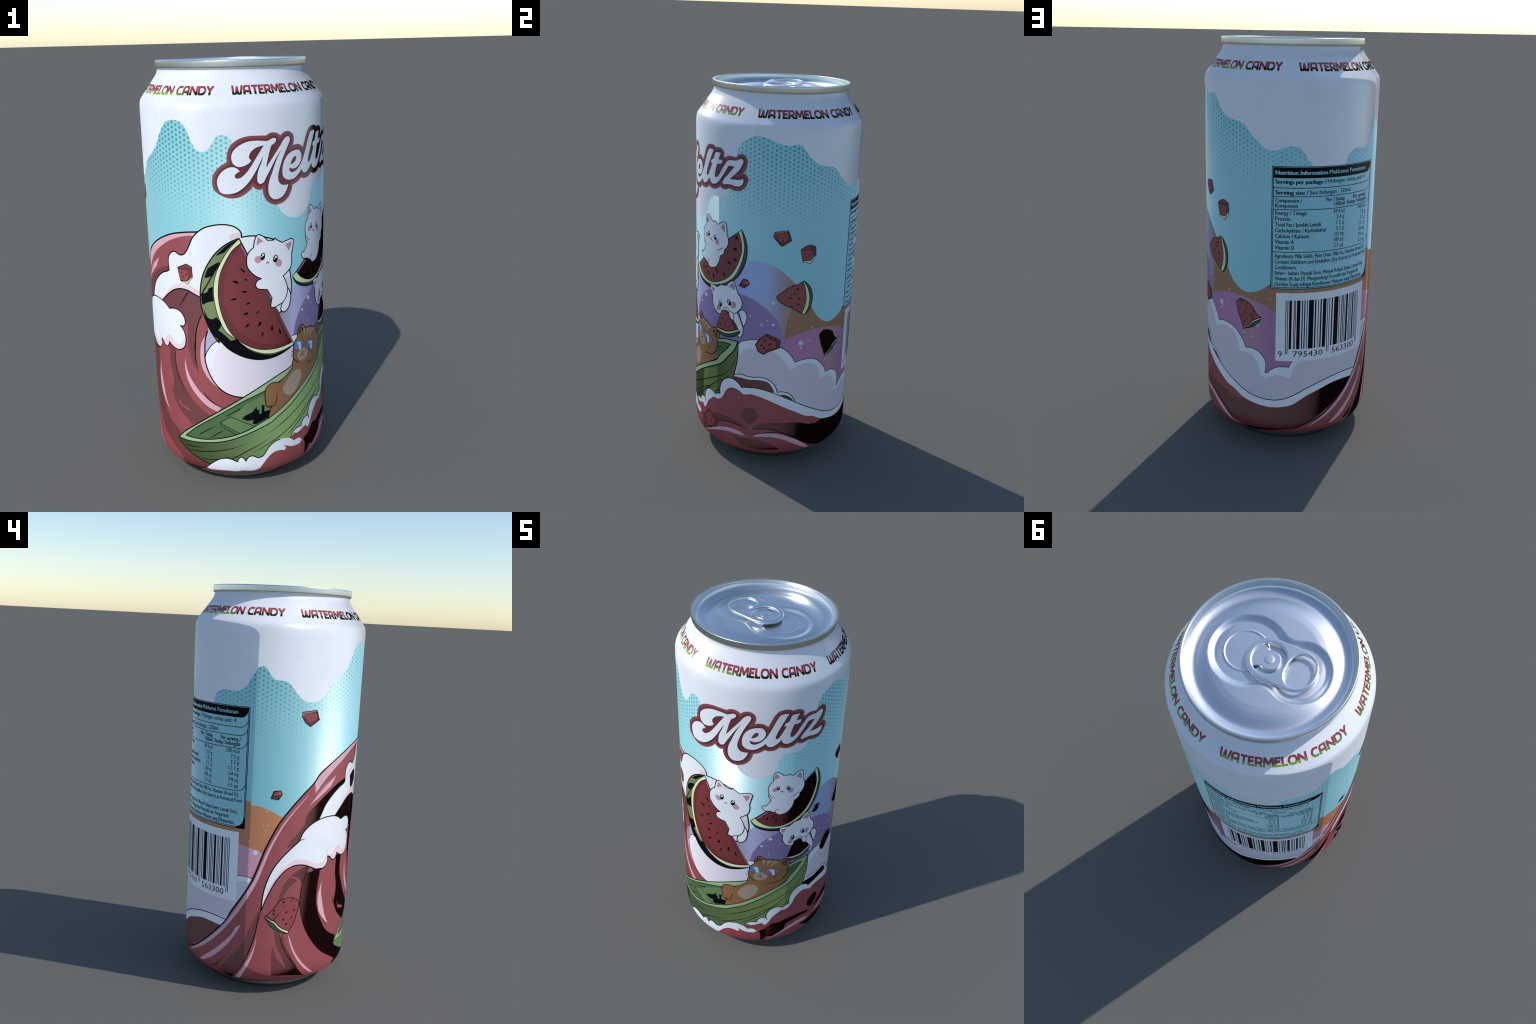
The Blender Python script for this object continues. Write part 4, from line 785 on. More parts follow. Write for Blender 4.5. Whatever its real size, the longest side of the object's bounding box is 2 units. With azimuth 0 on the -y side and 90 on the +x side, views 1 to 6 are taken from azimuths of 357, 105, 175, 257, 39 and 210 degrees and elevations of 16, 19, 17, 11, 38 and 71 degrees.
chunk(17, [(80.4, 1.0266, 0), (83.3, 1.0656, 0), (86.5, 1.0651, 0), (87.7, 1.0432, 0), (84.2, 1.0194, 0)], [(82.2, 1.0408, 0), (83.3, 1.0641, 0), (86.3, 1.0634, 0), (87.4, 1.0428, 0), (84.8, 1.034, 0)], [], edges=([(84.8, 1.034), (84.2, 1.0209)], [(80.6, 1.0269), (82.2, 1.0408)]), lit=[(86.1, 1.0616, 0), (87.1, 1.0439, 0), (85.9, 1.0397, 0), (85.5, 1.0552, 0)])
chunk(17, [(-87.4, 1.4315, 0), (-78, 1.4408, 0), (-75.8, 1.3956, 0), (-81.7, 1.3641, 0), (-85.3, 1.3839, 0), (-87.5, 1.4107, 0)], [(-86.1, 1.4227, 0), (-78.3, 1.4318, 0), (-77.1, 1.4017, 0), (-78.8, 1.3898, 0), (-82.7, 1.378, 0), (-86.1, 1.4108, 0)], [(-83.9, 1.4145, .5, .0021, .19, -.0021), (-80.2, 1.4241, .49, .0012, .14, -.0023), (-81.6, 1.4038, .44, -0, .02, -.0024), (-79.7, 1.4061, .45, -0, .02, -.0018), (-81.3, 1.3882, .49, .0012, .14, -.0023)],
      lit=[(-87.4, 1.4297, 0), (-78.2, 1.4396, 0), (-78.5, 1.433, 0), (-86.3, 1.4227, 0), (-86.3, 1.412, 0), (-87.4, 1.4125, 0)], edges=([(-77.1, 1.4017), (-75.9, 1.3956)],))
chunk(17, [(-104.5, 1.0176, 0), (-102.8, 1.0525, 0), (-98.6, 1.056, 0), (-97.5, 1.038, 0), (-99.7, 1.012, 0)], [(-103.1, 1.0291, 0), (-102.5, 1.0511, 0), (-98.8, 1.0545, 0), (-97.7, 1.038, 0), (-100.1, 1.0301, 0)], [], edges=([(-100.1, 1.0301), (-99.7, 1.0134)], [(-104.3, 1.0176), (-103.1, 1.0291)]), lit=[(-99.7, 1.052, 0), (-98.8, 1.0537, 0), (-97.8, 1.0379, 0), (-99.4, 1.0332, 0)])
chunk(16, [(48.3, .2133, 0), (53.7, .2489, 0), (58.3, .2453, 0), (64, .2173, 0), (62.9, .1754, 0), (53.1, .1339, 0), (48.3, .1523, 0)], [(49.4, .2087, 0), (54.1, .2434, 0), (57.5, .234, 0), (60.7, .2022, 0), (59.2, .1714, 0), (52.2, .1411, 0), (49, .1596, 0)], [(53.6, .2159, .45, -.0021, -.47, -.003), (56.7, .1954, .51, -.0026, -.43, -.0028), (51, .1847, .59, -.0023, -.5, -.0032), (52.4, .1681, .57, -.0024, -.49, -.0031)], line=0.0022)

# ---------------------------------------------------------------- white cats
def face(c, eyes, cheeks, mouth, whiskers, level=3, line=0.0026):
    for e in cheeks:
        c.spots("blush", [e], level, part="cheek")
    for az, z, ua, uz, va, vz in eyes:
        c.spots(BLACK, [(az, z, ua, uz, va, vz)], level + 1, part="eye")
        up = 1 if vz > 0 else -1
        c.spots("white", [(az + up * va * .42 - ua * 0.0, z + up * vz * .42, ua * .46, uz * .46, va * .32, vz * .32),
                          (az - ua * .42 - up * va * .12, z - uz * .42 - up * vz * .12, ua * .26, uz * .26, va * .2, vz * .2)], level + 2, part="eye")
    c.line(BLACK, mouth, line, level, part="mouth")
    for w in whiskers:
        c.line(BLACK, w, line * 0.8, level, part="whisker", taper=(.1, .3))


climber = Motif("cat", 27)
climber.outlined("white", [(30.9, .9951), (32.9, .9619), (32.5, .9237), (30.4, .8926), (27.7, .8839), (25.8, .8954), (26.5, .9245), (29.2, .9592)], width=0.0040, level=0, part="tail")
CLIMBER = [(9.1, 1.2053, 0), (9.8, 1.2373), (11.2, 1.2586), (12.3, 1.2631, 0), (15.5, 1.2494), (17.7, 1.2314, 0), (21.7, 1.2297, 0), (22.3, 1.2385, 0), (24.1, 1.2273), (27.4, 1.2125, 0), (31, 1.2194), (34.4, 1.222), (35.6, 1.2132), (35.1, 1.1869), (33.9, 1.1512, 0), (34.1, 1.1174), (33.1, 1.0894), (30.7, 1.0718), (27.7, 1.0569, 0), (29.3, 1.0315), (30.6, .9999), (30.2, .9663), (27.8, .9355), (24, .9217), (21, .915), (19.2, .9193), (19.2, .9385), (19.9, .9612, 0), (18.2, .9864), (16.8, 1.0048, 0), (13.7, 1.0086), (11, 1.0142), (9.7, 1.0299), (10.5, 1.0481), (13.3, 1.0592, 0), (9.5, 1.0758), (6.9, 1.0961), (5.1, 1.1177), (4.7, 1.1425), (5, 1.1669), (6.7, 1.1905)]
climber.fill("white", CLIMBER, 2)
climber.line(BLACK, CLIMBER, 0.0038, 3, closed=True)
for e in ([(11.7, 1.2522, 0), (15.2, 1.2295, 0), (12.7, 1.2232), (10.9, 1.2123, 0), (11.1, 1.2324)], [(29.3, 1.2029, 0), (34.3, 1.2108, 0), (33.6, 1.189), (31.9, 1.1685, 0)]):
    climber.fill("ear_pink", e, 3, part="ear")
face(climber, [(14.5, 1.1607, 1.38, -.0037, -.62, -.0166), (22.5, 1.144, 1.49, -.0042, -.67, -.0169)], [(11.6, 1.1486, 2.18, -.0016, -.05, -.0164), (24.6, 1.1217, 2.33, -.0028, -.04, -.0182)], [(16.4, 1.1262), (16.9, 1.1298), (17.4, 1.1347, 0), (18, 1.1296), (18.3, 1.1235)],
     ([(5.3, 1.1565), (6.7, 1.1599)], [(4.8, 1.1433), (7.1, 1.1486)], [(33.4, 1.0952), (30.8, 1.1095)], [(31.9, 1.0793), (30.1, 1.0958)]))
climber.build()

lounger = Motif("cat", 24)
LOUNGER = [(49, 1.2988, 0), (49.1, 1.3238), (50, 1.348), (51.1, 1.3558, 0), (53.2, 1.3491), (56, 1.3292, 0), (57.9, 1.3284, 0), (59.1, 1.33, 0), (59.5, 1.3348, 0), (60.7, 1.3273), (62.8, 1.3204, 0), (65.4, 1.3355), (68.3, 1.3416, 0), (69.4, 1.3312), (70.1, 1.3098), (70.1, 1.2816, 0), (71.4, 1.2554), (71.1, 1.2276), (69.9, 1.208), (68.1, 1.1956, 0), (68.1, 1.1811), (66.5, 1.1677), (64.4, 1.1582, 0), (63.8, 1.1333), (62, 1.1075), (59.5, 1.0886), (56.4, 1.0806), (53.6, 1.0817), (52, 1.0911), (51.5, 1.0976, 0), (49.5, 1.1024), (47.5, 1.1112, 0), (45.5, 1.1112), (43.7, 1.117), (42.5, 1.1319), (42.3, 1.1437), (43, 1.1472), (44.5, 1.1419, 0), (46.5, 1.1603), (48.2, 1.1828, 0), (46.8, 1.1979), (46.4, 1.2154), (46.7, 1.2211, 0), (46, 1.2385), (46.1, 1.2639), (47.4, 1.2859)]
lounger.fill("white", LOUNGER, 2)
lounger.line(BLACK, LOUNGER, 0.0030, 3, closed=True)
for w in ([(46.8, 1.2181), (48.1, 1.203), (51.2, 1.192)], [(61.4, 1.1823), (63.6, 1.1892), (67.2, 1.2044), (68.2, 1.2004)], [(51.5, 1.099), (51.6, 1.1124), (52.8, 1.117), (54.2, 1.1087)], [(48.2, 1.1828), (49.7, 1.1904)]):
    lounger.line(BLACK, w, 0.0026, 3, taper=(.1, .3))
for e in ([(51.1, 1.3458, 0), (53.4, 1.3213, 0), (51.4, 1.3151), (50, 1.3051, 0), (49.7, 1.3234)], [(67.7, 1.33, 0), (68.8, 1.305), (68.4, 1.2876, 0), (64.8, 1.3092, 0), (65.8, 1.3207)]):
    lounger.fill("ear_pink", e, 3, part="ear")
face(lounger, [(52.5, 1.255, 1.11, -.0046, -.35, -.0121), (59.4, 1.2472, 1.24, -.0058, -.38, -.0122)], [(50.4, 1.2448, 1.63, .0015, .3, -.0127), (61.4, 1.2286, 1.81, .0064, .92, -.0145)], [(53.7, 1.2295), (54.6, 1.2299), (55.3, 1.2341, 0), (55.9, 1.2272), (57.1, 1.2248)],
     ([(66.9, 1.2333), (69.9, 1.233)], [(67, 1.2244), (69.4, 1.2131)], [(46.1, 1.2576), (47.1, 1.2578)], [(46.1, 1.2504), (46.9, 1.2494)]))
lounger.build()

nibbler = Motif("cat", 23)
nibbler.outlined("white", [(81.1, .8722), (80.7, .8887), (82.7, .8985), (85, .8924), (86.4, .8722), (86.2, .8401), (84.1, .8078, 0), (82.6, .8375)], width=0.0028, level=0, part="tail")
nibbler.outlined("white", [(79.1, .8811, 0), (81.2, .8527), (82.9, .8233), (84, .7952), (83.4, .7621), (82.3, .7466), (80.1, .7518, 0), (74.3, .8035, 0), (71.9, .8683, 0)], width=0.0030, level=2, part="torso")
NHEAD = [(57.7, .93, 0), (56.5, .9455), (55.1, .9646), (54.9, .9873, 0), (58.1, .9913), (61.4, .9863, 0), (64.9, 1.0034, 0), (64.2, 1.0106, 0), (65.3, 1.0079), (67.7, 1.0091), (70.5, 1.0119, 0), (72.7, 1.0326), (75.5, 1.0465, 0), (76.9, 1.0349), (78.4, 1.0108), (79.5, .9837, 0), (81.5, .9651), (82.8, .9427), (82.7, .9208), (81.4, .8995), (79.1, .8811, 0), (74.2, .8591), (68.9, .8472), (64.7, .8445, 0), (62.1, .8496), (59.8, .8616), (58.3, .8829), (57.5, .9035)]
nibbler.fill("white", NHEAD, 4, part="head")
nibbler.line(BLACK, NHEAD, 0.0030, 5, part="head", closed=True)
for e in ([(55.6, .9781, 0), (60.1, .976, 0), (57.7, .9436, 0)], [(75.5, 1.0362, 0), (77.3, 1.0187), (77.2, .9958, 0), (72.1, 1.0125, 0)]):
    nibbler.fill("ear_pink", e, 5, part="ear")
face(nibbler, [(65.1, .9022, 1.34, .0046, .74, -.0161), (72.8, .9246, 1.35, .0051, .86, -.0163)], [(63.7, .8782, 2.09, .0049, -.04, -.0176), (76.4, .9162, 2.1, .0035, .07, -.0188)], [(68.6, .8752), (68.2, .8842), (69.9, .892), (71.9, .8879), (72.5, .8769)], ([(82.1, .9501), (78, .9501)], [(82.4, .9374), (78.6, .9401)]), level=5)
nibbler.outlined("deep_green", [(61.4, .7571, 0), (67.4, .7465), (72.2, .7493), (76.2, .7598), (79.3, .7742, 0), (81.9, .7747, 0), (79.7, .7562), (76.3, .741), (72.2, .7317), (67.5, .7314), (64.1, .741, 0)], width=0.003, level=5, part="watermelon_wedge")
nibbler.outlined("rind", [(61.8, .7646, 0), (66.2, .7612), (70.6, .761), (75.1, .7702), (78.6, .7841, 0), (80, .789, 0), (81.9, .7759, 0), (79.3, .7742, 0), (76.2, .7598), (72.2, .7493), (67.4, .7465), (61.4, .7571, 0)], width=0.003, level=6, part="watermelon_wedge")
nibbler.outlined("flesh_dark", [(70, .8781, 0), (72.5, .8694, 0), (73.8, .8448), (77.1, .8261), (80.3, .7883, 0), (78.6, .7854, 0)], width=0.0026, level=7, part="watermelon_wedge")
nibbler.outlined("flesh_bright", [(66.7, .8704, 0), (68.2, .8702, 0), (70.3, .8787, 0), (72.7, .8525), (76.1, .8119), (78.6, .7854, 0), (75.1, .7715), (70.6, .7623), (66.2, .7637), (62, .7664, 0)], width=0.003, level=8, part="watermelon_wedge")
nibbler.spots(BLACK, [(69.3, .8507, .15, -.0045, -.34, -.0011), (67.3, .8265, .19, -.0065, -.45, -.0015), (72, .8314, .3, -.0061, -.39, -.0015), (69.9, .8046, .22, -.0064, -.43, -.0014), (65.8, .7881, .07, .0071, .5, .0009), (73.7, .7949, .3, -.0061, -.4, -.0015)], 9, part="seed", shape=teardrop)
nibbler.outlined("white", [(72.7, .86, 0), (72.8, .8701), (74.1, .8755), (75.6, .8752), (76.7, .8329, 0), (75, .8346), (73.5, .8466, 0)], width=0.0026, level=9, part="arm")
nibbler.build()

# ---------------------------------------------------------------- script logo
logo = Motif("logo_lettering", 7)
BLOB = [(-12.9, 1.4919), (-12.2, 1.5284), (-8.8, 1.5592), (-4.1, 1.5808, 0), (-4, 1.6085), (-2.6, 1.6421), (1.9, 1.6724), (7, 1.6839), (13.1, 1.6847), (18.3, 1.6828, 0), (21.3, 1.6938), (24.1, 1.6919), (26.2, 1.6812), (26.6, 1.672, 0), (28.6, 1.6861), (30.9, 1.6941), (33.6, 1.6915), (35.6, 1.6774), (35.9, 1.6601), (33.4, 1.623, 0), (36.1, 1.6303), (40, 1.6331), (42.8, 1.6236), (44.6, 1.6111, 0), (46.6, 1.6443), (49.1, 1.6817), (51.4, 1.6994), (54.5, 1.7048), (57.4, 1.7023), (59.1, 1.6931, 0), (62, 1.6976), (64.6, 1.6942), (66.2, 1.683), (66.2, 1.6639), (67.9, 1.6498, 0), (70.2, 1.664), (73, 1.6661), (76.5, 1.664), (78.9, 1.6785), (81, 1.6829), (83.5, 1.6662), (83.6, 1.6428), (81.6, 1.606), (77.6, 1.5801, 0), (80.2, 1.5887), (82.7, 1.5897), (84.4, 1.575), (83.4, 1.5452), (80.1, 1.519), (75.3, 1.5148), (71.3, 1.5201), (68.5, 1.5121), (65.8, 1.5126), (63.9, 1.5239, 0), (60.1, 1.5046), (56.3, 1.5008), (52.1, 1.5109, 0), (49, 1.4947), (45.4, 1.4906), (42.5, 1.4983, 0), (39, 1.4807), (34.6, 1.4707, 0), (33.5, 1.4395), (30.7, 1.4117), (26.5, 1.3962), (22.7, 1.3951), (18.7, 1.4115), (16.7, 1.4372), (16.3, 1.472, 0), (13.3, 1.4661), (11, 1.4746), (9.8, 1.4897, 0), (6.5, 1.4608), (1.6, 1.4394), (-3.6, 1.4354), (-8.8, 1.4487), (-12.3, 1.4718)]
LETTER_M = [(2.5, 1.5425, 0), (-.1, 1.5608), (-3, 1.5631), (-6.2, 1.5538), (-9.3, 1.5332), (-10.9, 1.508), (-10.7, 1.4785), (-8.8, 1.4526), (-4.8, 1.4459), (0, 1.4525), (4.4, 1.4728), (8.1, 1.5014), (11.1, 1.5343), (13.9, 1.5711), (15.9, 1.6014, 0), (14.8, 1.577), (12.9, 1.5431), (12.2, 1.5153), (12.4, 1.4936), (13.8, 1.4843), (16.1, 1.4901), (17.4, 1.5064), (20, 1.5382), (23.4, 1.581), (27.1, 1.6191, 0), (24.2, 1.5824), (21.3, 1.5298), (19.2, 1.4882), (18.7, 1.4572), (19.6, 1.4288), (22.2, 1.4115), (25.2, 1.4113), (28.6, 1.4224), (31, 1.4446), (32.4, 1.4705, 0), (29.7, 1.4693), (27.3, 1.4733), (25.6, 1.4893), (25.3, 1.5113), (26.3, 1.5423), (28.7, 1.5892), (31.1, 1.6242), (33.3, 1.6547), (33.7, 1.6689), (32.9, 1.677), (31.3, 1.6771), (29.8, 1.6703), (27, 1.6438), (22.6, 1.601), (17.7, 1.553, 0), (18.7, 1.5862), (20, 1.6211), (21.3, 1.6467, 0), (22.9, 1.6532), (24.2, 1.6641), (24, 1.6742), (22.5, 1.6769), (20, 1.6698), (18.5, 1.6657, 0), (15.7, 1.6683), (11.7, 1.6706), (7.5, 1.6684), (3.4, 1.6573), (.2, 1.6412), (-1.9, 1.6198), (-2.3, 1.5967), (-1.2, 1.5751), (1.5, 1.5629), (5.2, 1.5672), (7.8, 1.5776), (9, 1.5867, 0), (7.8, 1.6012), (8.3, 1.6171), (10.3, 1.6332), (13, 1.6434), (16.4, 1.648, 0), (13.5, 1.6168), (9.7, 1.5742), (6.7, 1.5432), (4.6, 1.5273), (1.9, 1.5145), (-0, 1.5151), (-.6, 1.5243), (.6, 1.5358)]
LETTERS_ELTZ = [(28.2, 1.534), (28.8, 1.5603), (30.7, 1.588), (33.9, 1.6073), (37.8, 1.6152), (40.9, 1.6127), (42.5, 1.5986), (43, 1.5806), (42.3, 1.5626), (40, 1.5439), (37.2, 1.5354), (34.8, 1.5368), (33.2, 1.5417, 0), (33.5, 1.5272), (34.9, 1.5203), (37.3, 1.5227), (40.4, 1.5367), (43.1, 1.559), (45.3, 1.5877), (47.9, 1.6296), (50, 1.6638), (51.9, 1.6835), (53.8, 1.6881), (57.1, 1.6853, 0), (54.9, 1.6563), (51.9, 1.613), (49.7, 1.575), (49.2, 1.5571), (49.9, 1.5512), (51, 1.5559), (53.3, 1.583), (55.9, 1.6198, 0), (54.3, 1.6197, 0), (55, 1.6349), (57.2, 1.6413, 0), (58.1, 1.6595), (59.2, 1.6755), (61.3, 1.6788), (64.3, 1.6773, 0), (63.1, 1.6625), (62.2, 1.6445, 0), (65.4, 1.6459, 0), (64.9, 1.6309), (63.4, 1.6246), (60.9, 1.6244, 0), (59.4, 1.5935), (58.6, 1.5695), (58.9, 1.5563), (60.1, 1.5544), (62.2, 1.5673), (65, 1.5984), (67.8, 1.6284), (69.9, 1.6469), (73.2, 1.6534), (76.7, 1.6548), (78.6, 1.6617), (80.8, 1.6643), (81.7, 1.656), (81.1, 1.64), (78.8, 1.611), (75, 1.5819), (71.8, 1.5613, 0), (75.3, 1.5612), (78.9, 1.5634), (81.8, 1.5706, 0), (81.6, 1.5474), (79.3, 1.5325), (75.6, 1.5306), (72.1, 1.5348), (68.8, 1.5319), (66.7, 1.5291), (65.8, 1.5366), (66.8, 1.5512), (70.6, 1.5824), (75.3, 1.6229, 0), (72.5, 1.6247), (70.7, 1.622), (69.4, 1.607), (65.7, 1.568), (62.4, 1.5377), (59.1, 1.521), (55.8, 1.5182), (53.6, 1.5298), (53.1, 1.5468, 0), (50.8, 1.5268), (48.1, 1.5119), (45.7, 1.5079), (43.8, 1.5167), (43.2, 1.5278, 0), (40.1, 1.5071), (37, 1.4928), (33.8, 1.4886), (30.5, 1.4946), (28.6, 1.5089)]
logo.fill("logo_red", BLOB, 0)
logo.line("logo_edge", BLOB, 0.013, 1, closed=True)
for L in (LETTER_M, LETTERS_ELTZ):
    logo.fill(BLACK, L, 2, part="letter_shadow", shift=(0.0020, -0.0016))
    logo.fill("white", L, 3, part="letter")
    logo.line(BLACK, L, 0.0012, 3, part="letter_shadow", closed=True)
logo.fill("logo_red", [(34, 1.5551, 0), (35.1, 1.5741), (37.1, 1.588), (38.4, 1.5869), (38.3, 1.5742), (36.4, 1.5605)], 4, part="letter")
logo.build()

# ---------------------------------------------------------------- flavour name round the neck, four times
def arc(cx, cy, rx, ry, a0, a1, n=9):
    return [(cx + rx * math.cos(math.radians(a0 + (a1 - a0) * i / n)), cy + ry * math.sin(math.radians(a0 + (a1 - a0) * i / n))) for i in range(n + 1)]


GLYPHS = {   # pen strokes in a box of height 1; (advance width, strokes)
    "W": (1.06, [[(.08, 1), (.16, .20)] + arc(.28, .20, .13, .14, 190, 340, 5) + [(.50, .80), (.60, .18)] + arc(.72, .20, .12, .14, 200, 350, 5) + [(.98, 1)]]),
    "A": (.78, [[(.10, 0), (.10, .52)] + arc(.34, .62, .24, .32, 180, 90, 5) + [(.60, .94), (.64, 0)], [(.12, .36), (.62, .36)]]),
    "T": (.66, [[(.02, .92), (.64, .92)], [(.33, .92), (.33, 0)]]),
    "E": (.58, [[(.54, .92), (.10, .92), (.10, .08), (.54, .08)], [(.10, .52), (.48, .52)]]),
    "R": (.68, [[(.10, 0), (.10, .92), (.34, .92)] + arc(.36, .66, .22, .26, 90, -90, 6) + [(.12, .40)], [(.36, .42), (.62, 0)]]),
    "M": (.96, [[(.10, 0), (.16, .98), (.48, .30), (.80, .98), (.86, 0)]]),
    "L": (.54, [[(.10, 1), (.10, .08), (.52, .08)]]),
    "O": (.86, [arc(.43, .5, .34, .42, 90, 450, 20)]),
    "N": (.82, [[(.10, 0), (.10, .90), (.70, .10), (.70, 1)]]),
    "C": (.74, [arc(.45, .5, .35, .42, 50, 310, 14)]),
    "D": (.80, [[(.10, .08), (.10, .92), (.30, .92)] + arc(.32, .5, .38, .42, 90, -90, 10) + [(.10, .08)]]),
    "Y": (.72, [[(.04, 1), (.35, .48), (.66, 1)], [(.35, .50), (.33, 0)]]),
    " ": (.34, []),
}


NECK_LOW, NECK_HIGH, NECK_SPLIT = 1.8605, 1.8975, 1.8725
text = "WATERMELON CANDY"
total = sum(GLYPHS[c][0] for c in text)
for turn in range(4):
    neck = Motif("neck_lettering", 1)
    left = -1.0 + 90 * turn if turn < 3 else -91.0
    scale = 79.2 / total                     # degrees per glyph unit
    x, neck.grain = 0.0, 1.2e-5
    for c in text:
        for s in GLYPHS[c][1]:
            pts = [np.array(((left + (x + px) * scale) * K, NECK_LOW + py * (NECK_HIGH - NECK_LOW))) for px, py in s]
            neck.line("letter_red", pts, 0.0102, 0, metric=True)
            neck.line("letter_green", pts, 0.0102, 0, metric=True)
        x += GLYPHS[c][0]
    for mat, zc, n in (("letter_red", NECK_SPLIT, -1), ("letter_green", NECK_SPLIT, 1), ("letter_red", NECK_HIGH, 1), ("letter_green", NECK_LOW, -1)):
        bm = neck._bm(None, mat)
        bmesh.ops.bisect_plane(bm, geom=bm.verts[:] + bm.edges[:] + bm.faces[:], plane_co=(0, zc, 0), plane_no=(0, n, 0), clear_outer=True)
    neck.build()

# ---------------------------------------------------------------- nutrition panel and bar code
def text_outline(body, bold=0.0):
    """Flat outline triangles of a line of text in the built-in font, cap height 1, starting at x = 0."""
    cu = bpy.data.curves.new("text", "FONT")
    cu.body = body
    cu.size = 1.0
    cu.resolution_u = 2
    cu.offset = bold
    o = bpy.data.objects.new("text", cu)
    bpy.context.collection.objects.link(o)
    dg = bpy.context.evaluated_depsgraph_get()
    me = o.evaluated_get(dg).to_mesh()
    v = np.array([p.co[:2] for p in me.vertices])
    f = [tuple(p.vertices) for p in me.polygons]
    o.evaluated_get(dg).to_mesh_clear()
    bpy.data.objects.remove(o)
    bpy.data.curves.remove(cu)
    v[:, 0] -= v[:, 0].min()
    return v, f


def print_text(motif, mat, body, left, right, base, cap, level, part, bold=0.0, align="fit"):
    v, f = text_outline(body)
    unit = cap / 0.69
    w = (right - left) * K
    sx = w / v[:, 0].max()
    bm = motif._bm(part, mat)
    for strike in ((-0.5, 0.5) if bold else (0,)):
        lift = motif._lift(level)
        bv = [bm.verts.new((left * K + p[0] * sx + strike * bold * 0.12, base + p[1] * unit, lift)) for p in v]
        for t in f:
            try:
                bm.faces.new([bv[i] for i in t])
            except ValueError:
                pass


def rect(a0, a1, z0, z1):
    return [np.array(p) for p in ((a0 * K, z0), (a1 * K, z0), (a1 * K, z1), (a0 * K, z1))]


def rounded(a0, a1, z0, z1, r, n=8):
    """Rectangle whose lower right corner is rounded."""
    c = (a1 * K - r, z0 + r)
    return [np.array(p) for p in [(a0 * K, z1), (a0 * K, z0)] + [(c[0] + r * math.sin(math.pi/2*i/n), c[1] - r * math.cos(math.pi/2*i/n)) for i in range(n + 1)] + [(a1 * K, z1)]]


panel = Motif("nutrition_panel", 8)
LEFT, RIGHT, TOP, BOTTOM = 163.5, 239.4, 1.442, 0.8535
panel.area("panel_cyan", [rect(LEFT, RIGHT, BOTTOM, TOP)], 0)
a, b = LEFT + 0.15, RIGHT - 0.15
for edge in ([(a, TOP - .0012), (a, BOTTOM + .0015)], [(a, BOTTOM + .0015), (b, BOTTOM + .0015)], [(b, BOTTOM + .0015), (b, TOP - .0012)], [(b, TOP - .0012), (a, TOP - .0012)]):
    panel.line(BLACK, edge, 0.0028, 1, part="frame")
corner = rounded(LEFT + .9, RIGHT - .9, BOTTOM + .008, TOP - .006, 0.045)
panel.area(BLACK, [[np.array((RIGHT * K, BOTTOM)), np.array((RIGHT * K, BOTTOM + .06))] + [p for p in corner[12:2:-1] if p[1] < BOTTOM + .06 and p[0] > (RIGHT - 9) * K] + [np.array(((RIGHT - 7) * K, BOTTOM))]], 1, part="frame")
panel.line(BLACK, corner + [corner[0]], 0.0026, 2, part="frame", metric=True)
panel.area(BLACK, [rounded(LEFT + .9, RIGHT - .9, 1.3885, 1.4365, 0.042)], 2, part="frame")
for z in (1.3430, 1.3029, 1.2416, 1.0374):
    r = 0.042
    e, m = (RIGHT - .9) * K, []
    m = [np.array(((LEFT + .9) * K, z))] + [np.array((e - r + r * math.sin(math.pi/2*i/8), z + r - r * math.cos(math.pi/2*i/8))) for i in range(9)]
    panel.line(BLACK, m, 0.0026, 2, part="frame", metric=True)
CAP = 0.0195
for body, l, r, z, bold, mat in (
        ("Nutrition Information", 165.7, 198.2, 1.4042, .022, "panel_cyan"), ("Maklumat Pemakanan", 199.5, 231.4, 1.4050, .008, "panel_cyan"),
        ("Servings per package /", 165.7, 197.3, 1.3622, .020, BLACK), ("Hidangan setiap pek: 4", 198.4, 230.2, 1.3630, .006, BLACK),
        ("Serving size /", 165.8, 186.0, 1.3124, .020, BLACK), ("Saiz hidangan : 220ml", 187.0, 216.0, 1.3130, .008, BLACK),
        ("Component /", 165.8, 182.1, 1.2753, .010, BLACK), ("Komponen", 165.8, 179.6, 1.2507, .010, BLACK),
        ("Per / Setiap", 197.9, 211.6, 1.2760, .012, BLACK), ("100ml", 203.8, 211.6, 1.2525, .012, BLACK),
        ("Per serving /", 218.9, 233.9, 1.2755, .012, BLACK), ("Setiap hidangan", 213.4, 233.6, 1.2535, .012, BLACK)):
    print_text(panel, mat, body, l, r, z, CAP, 3, "lettering", bold)
ROWS = [("Energy / Tenaga", 185.2, "49 kcal", "108 kcal"), ("Protein", 175.2, "3.4 g", "7.5 g"), ("Total Fat / Jumlah Lemak", 195.0, "1.5 g", "3.3 g"), ("Carbohydrate / Karbohidrat", 198.4, "5.5 g", "12.1 g"),
        ("Calcium / Kalsium", 187.0, "120 mg", "264 mg"), ("Vitamin A", 177.7, "180 \u00b5g", "396 \u00b5g"), ("Vitamin D", 177.9, "2.5 \u00b5g", "5.5 \u00b5g")]
for i, (name, end, one, two) in enumerate(ROWS):
    z = 1.2165 - i * 0.02775
    print_text(panel, BLACK, name, 165.9, end, z, CAP, 3, "lettering", .010)
    print_text(panel, BLACK, one, 211.8 - 1.23 * len(one), 211.8, z + .001, CAP, 3, "lettering", .004)
    print_text(panel, BLACK, two, 233.5 - 1.23 * len(two), 233.5, z + .002, CAP, 3, "lettering", .004)
